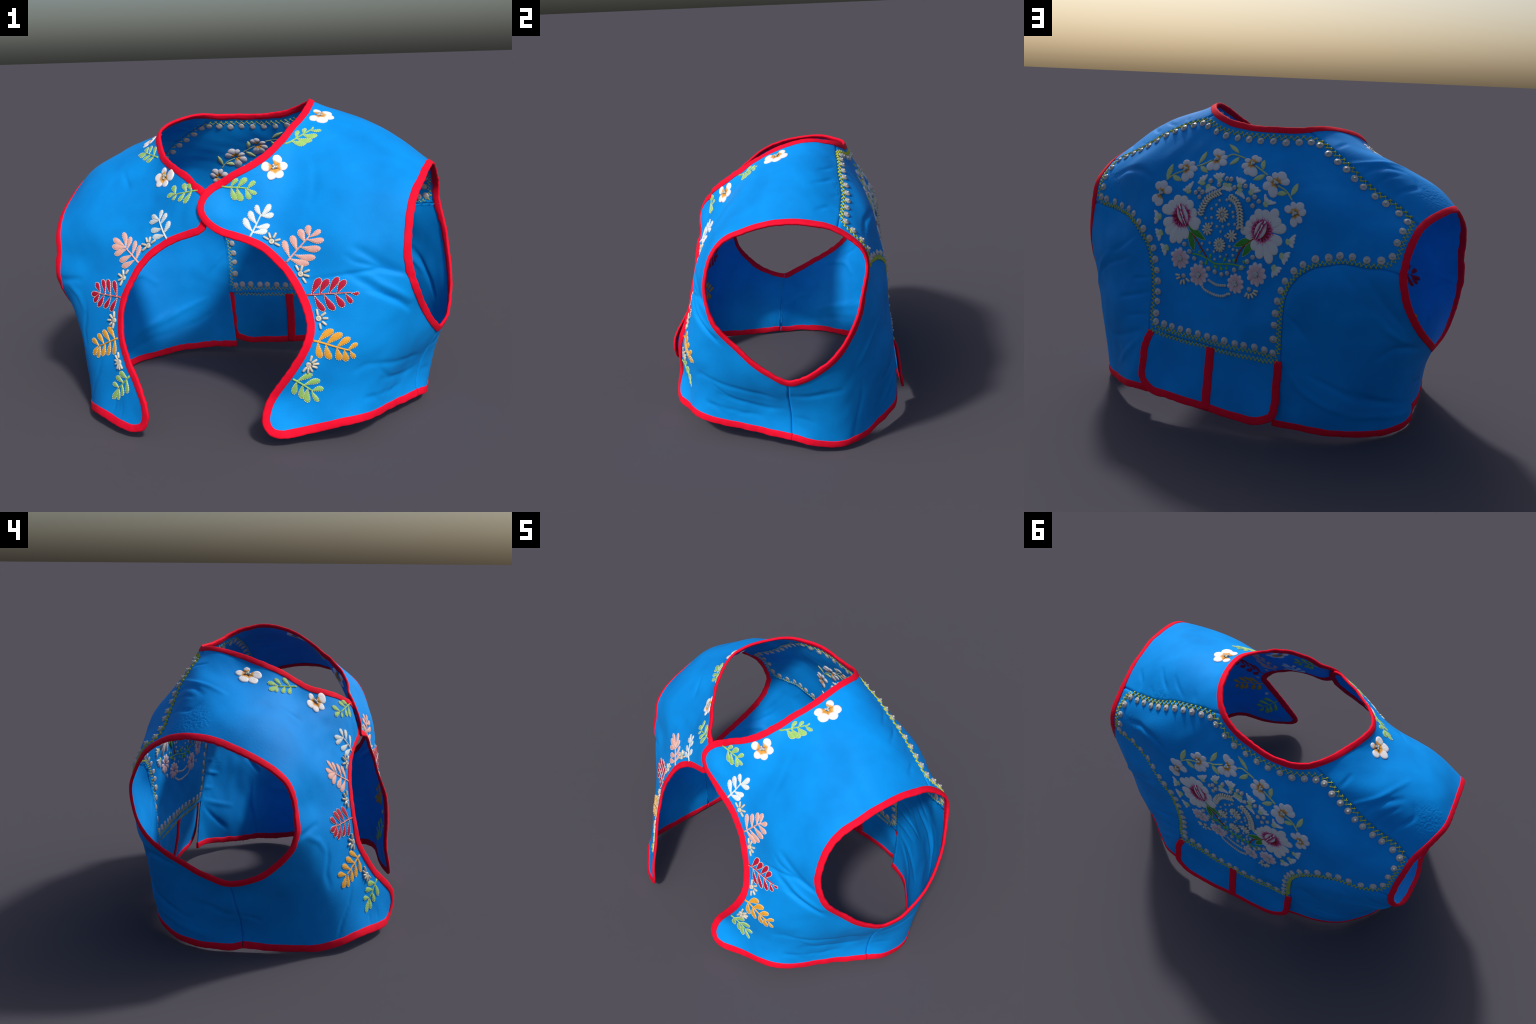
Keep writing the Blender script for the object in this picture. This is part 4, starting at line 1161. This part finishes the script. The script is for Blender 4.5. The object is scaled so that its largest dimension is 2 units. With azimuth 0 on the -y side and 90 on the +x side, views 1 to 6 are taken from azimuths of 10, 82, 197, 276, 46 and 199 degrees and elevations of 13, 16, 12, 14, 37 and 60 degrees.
for side, centre, tips in BEAD_STARS:
    surf = side_surf(side)
    base = frame_at(centre, np.array(centre) + [1, 0, 0], surf)
    star = put(RING, "bead_star", base, .0, vest)
    k = put(KNOB, "knob_bead", base, .0, star)
    k.matrix_parent_inverse = star.matrix_basis.inverted()
    for tip in np.array(tips) / 100:
        ln = np.linalg.norm(tip)
        mid = tip * (1 - .0135 / ln)
        f = local_frame(base, mid, tip * 1.2, surf)
        k = put(BUGLE, "bugle_bead", f, .0045, star, (RND.uniform(.85, 1.0), 1, 1))
        k.matrix_parent_inverse = star.matrix_basis.inverted()


def keep(child, parent):
    child.matrix_parent_inverse = parent.matrix_basis.inverted()
    return child


def blossom(centre, tips, base, surf, mat, width=.40, heart=3, lift=0.0, inner=.12):
    """Flower of separate satin-stitched petals round a little heap of beads."""
    c = np.asarray(centre, float)
    o = local_frame(base, c, c + [.05, 0], surf)
    flower = put(RING if heart == 0 else SEED, "embroidered_flower", o, .004, vest)
    for i, tip in enumerate(tips):
        tip = np.asarray(tip, float)
        ln = np.linalg.norm(tip - c)
        keep(piece("petal", base, c + (tip - c) * inner, tip, ln * width * RND.uniform(.94, 1.06), spoon, surf, flower, mat, .0065,
                   lift=.0012 * (i % 2), bow=RND.uniform(-.05, .05)), flower)
    for i in range(heart):
        a = 2 * math.pi * i / heart + RND.uniform(-.4, .4)
        q = c + np.array([math.cos(a), math.sin(a)]) * .0095
        keep(put(SEED, "seed_bead", local_frame(base, q, q + [.05, 0], surf), .0055, flower, [.85] * 3), flower)
    return flower


for side, centre, tips in FRONT_FLOWERS:
    surf = side_surf(side)
    base = frame_at(centre, np.array(centre) + [1, 0, 0], surf)
    blossom((0, 0), np.array(tips) / 100, base, surf, WHITE_PETAL, .36)

# ------------------------------------------------------------------ bouquet on the back
BQ = frame_at(BOUQUET, np.array(BOUQUET) - [1, 0, 0], surf_body)
S = surf_body
cm = lambda q: np.asarray(q, float) / 100


def bq_curve(pts, step=.006):
    q = cm(pts)
    return lay(BQ, resample(np.c_[smooth_curve(np.c_[q, np.zeros(len(q))], step)], step)[:, :2], S)


for pts in WHITE_BLOSSOMS:
    q = cm(pts)
    blossom(q[0], q[1:], BQ, S, BACK_PETAL, .31 if len(q) > 6 else .36)
for r, t in PALE_LEAVES:
    piece("leaf", BQ, cm(r), cm(t), .0155, spindle, S, vest, PALE_GREEN, .005, bow=RND.uniform(-.06, .06))
for c in PALE_STEMS:
    stuff("stem", [cord(bq_curve(c), S, .0042, .0052)], vest, PALE_GREEN)
for pts, heart in zip(PEONIES, PEONY_HEARTS):
    q = cm(pts)
    foot, tips = q[0], q[1:]
    mid = tips.mean(0) * .4 + .3 * (cm(heart[0]) + cm(heart[1]))
    f = local_frame(BQ, mid, mid + [.05, 0], S)
    v, fc = cushion(np.stack([mid[0] + .058 * np.cos(np.arange(16) * math.pi / 8), mid[1] + .058 * np.sin(np.arange(16) * math.pi / 8)], 1), BQ, S, .006)
    peony = placed("embroidered_peony", v, fc, f, vest, [PEONY])
    k = len(tips)
    for i in range(k):
        gap = .5 * (np.linalg.norm(tips[i] - tips[i - 1]) + np.linalg.norm(tips[i] - tips[(i + 1) % k]))
        keep(piece("petal", BQ, mid, tips[i], max(.020, min(.034, .62 * gap)), lambda t: (.25 + .75 * t ** 1.1) * np.sin(math.pi * t ** 1.7) ** .5, S, peony, PEONY, .006,
                   lift=.0009 * (i % 3)), peony)
    a, b = cm(heart[0]), cm(heart[1])
    keep(piece("heart_petal", BQ, a, b, .031, lambda t: np.sin(math.pi * t) ** .55, S, peony, PEONY_HEART, .0095, lift=.002), peony)
for c, e in DAISIES:
    c, e = cm(c), cm(e)
    r = np.linalg.norm(e - c)
    a0 = RND.uniform(0, 1)
    tips = [c + r * RND.uniform(.93, 1.05) * np.array([math.cos(a0 + i * 2 * math.pi / 10), math.sin(a0 + i * 2 * math.pi / 10)]) for i in range(10)]
    blossom(c, tips, BQ, S, DAISY, .25, 6, inner=.15)
for pts in BELL_BUDS:
    q = cm(pts)
    f = local_frame(BQ, q[0], q[1], S)
    v, fc = cushion(blade(q[0], q[0] * .45 + q[1:].mean(0) * .55, .017, lambda t: np.sin(math.pi * (.25 + .7 * t)) * np.sin(math.pi * np.clip(t, .02, .98)) ** .3, 9), BQ, S, .006)
    bud = placed("bell_bud", v, fc, local_frame(BQ, q[0], q[1:].mean(0), S), vest, [BUD])
    tips = np.vstack([q[1:], .5 * (q[1:-1] + q[2:]) * .93 + .07 * q[0]])
    for i, t in enumerate(tips):
        keep(piece("bud_petal", BQ, q[0] * .8 + q[1:].mean(0) * .2, t, .0096, finger, S, bud, BUD, .006, lift=.0008 * (i % 2)), bud)
for r, t in GREEN_LEAVES:
    lf = piece("leaf", BQ, cm(r), cm(t), .0165, spindle, S, vest, LEAF_GREEN, .005)
    keep(stuff("outline_stitching", dashes(blade(cm(r), cm(t), .0172, spindle), BQ, S, .004, .003, .0011), lf, OUTLINE["green"]), lf)
for c in BROWN_STEMS:
    stuff("stem", [cord(bq_curve(c), S, .0045, .005)], vest, BROWN)
stuff("vine", [cord(bq_curve(VINE), S, .0045, .005)], vest, VINE_GREEN)
for r, t in VINE_LEAVES:
    piece("leaf", BQ, cm(r), cm(t), .0085, teardrop, S, vest, VINE_GREEN, .005)
for (c, e), k in zip(BEAD_DAISIES, (12, 9, 13, 8)):
    c, e = cm(c), cm(e)
    r = np.linalg.norm(e - c)
    f = local_frame(BQ, c, c + [.05, 0], S)
    star = put(SEQ_SMALL, "bead_star", f, .002, vest)
    a0 = RND.uniform(0, 1)
    for i in range(k):
        a = a0 + 2 * math.pi * i / k + RND.uniform(-.06, .06)
        u = np.array([math.cos(a), math.sin(a)])
        keep(put(BUGLE, "bugle_bead", local_frame(BQ, c + u * (r - .011), c + u * (r + .03), S), .0048, star, (.78, .92, 1)), star)
for pts in BEAD_FANS:
    q = cm(pts)
    star = put(SEQ_SMALL, "bead_star", local_frame(BQ, q[0], q[1], S), .001, vest)
    for t in q[1:]:
        ln = np.linalg.norm(t - q[0])
        keep(put(BUGLE, "bugle_bead", local_frame(BQ, t + (q[0] - t) / ln * .012, t, S), .0048, star, (.85, 1, 1)), star)
for n_ear, pts in enumerate(BEAD_EARS):
    q = np.c_[cm(pts), np.zeros(len(pts))]
    c = resample(smooth_curve(q, .004), .0145)[:, :2]
    t = unit(np.gradient(c, axis=0))
    for i in range(len(c)):
        for sgn in (-1, 1):
            nrm = np.array([-t[i][1], t[i][0]]) * sgn
            u = unit(nrm * .75 + t[i] * .65)
            m = c[i] + u * .0115
            put(BUGLE, "bugle_bead", local_frame(BQ, m, m + u, S), .005, vest, (.72, .9, 1))
for p in SEED_BEADS:
    put(SEED, "seed_bead", local_frame(BQ, cm(p), cm(p) + [.05, 0], S), .0008, vest)
for p in SMALL_SEQUINS:
    put(SEQ_SMALL, "sequin", local_frame(BQ, cm(p), cm(p) + [.05, 0], S), .0035, vest, [RND.uniform(.92, 1.05)] * 3)
for pts in BEAD_STRINGS:
    q = np.c_[cm(pts), np.zeros(len(pts))]
    for c in resample(smooth_curve(q, .004), .0135)[:, :2]:
        put(SEED, "seed_bead", local_frame(BQ, c, c + [.05, 0], S), .001, vest)
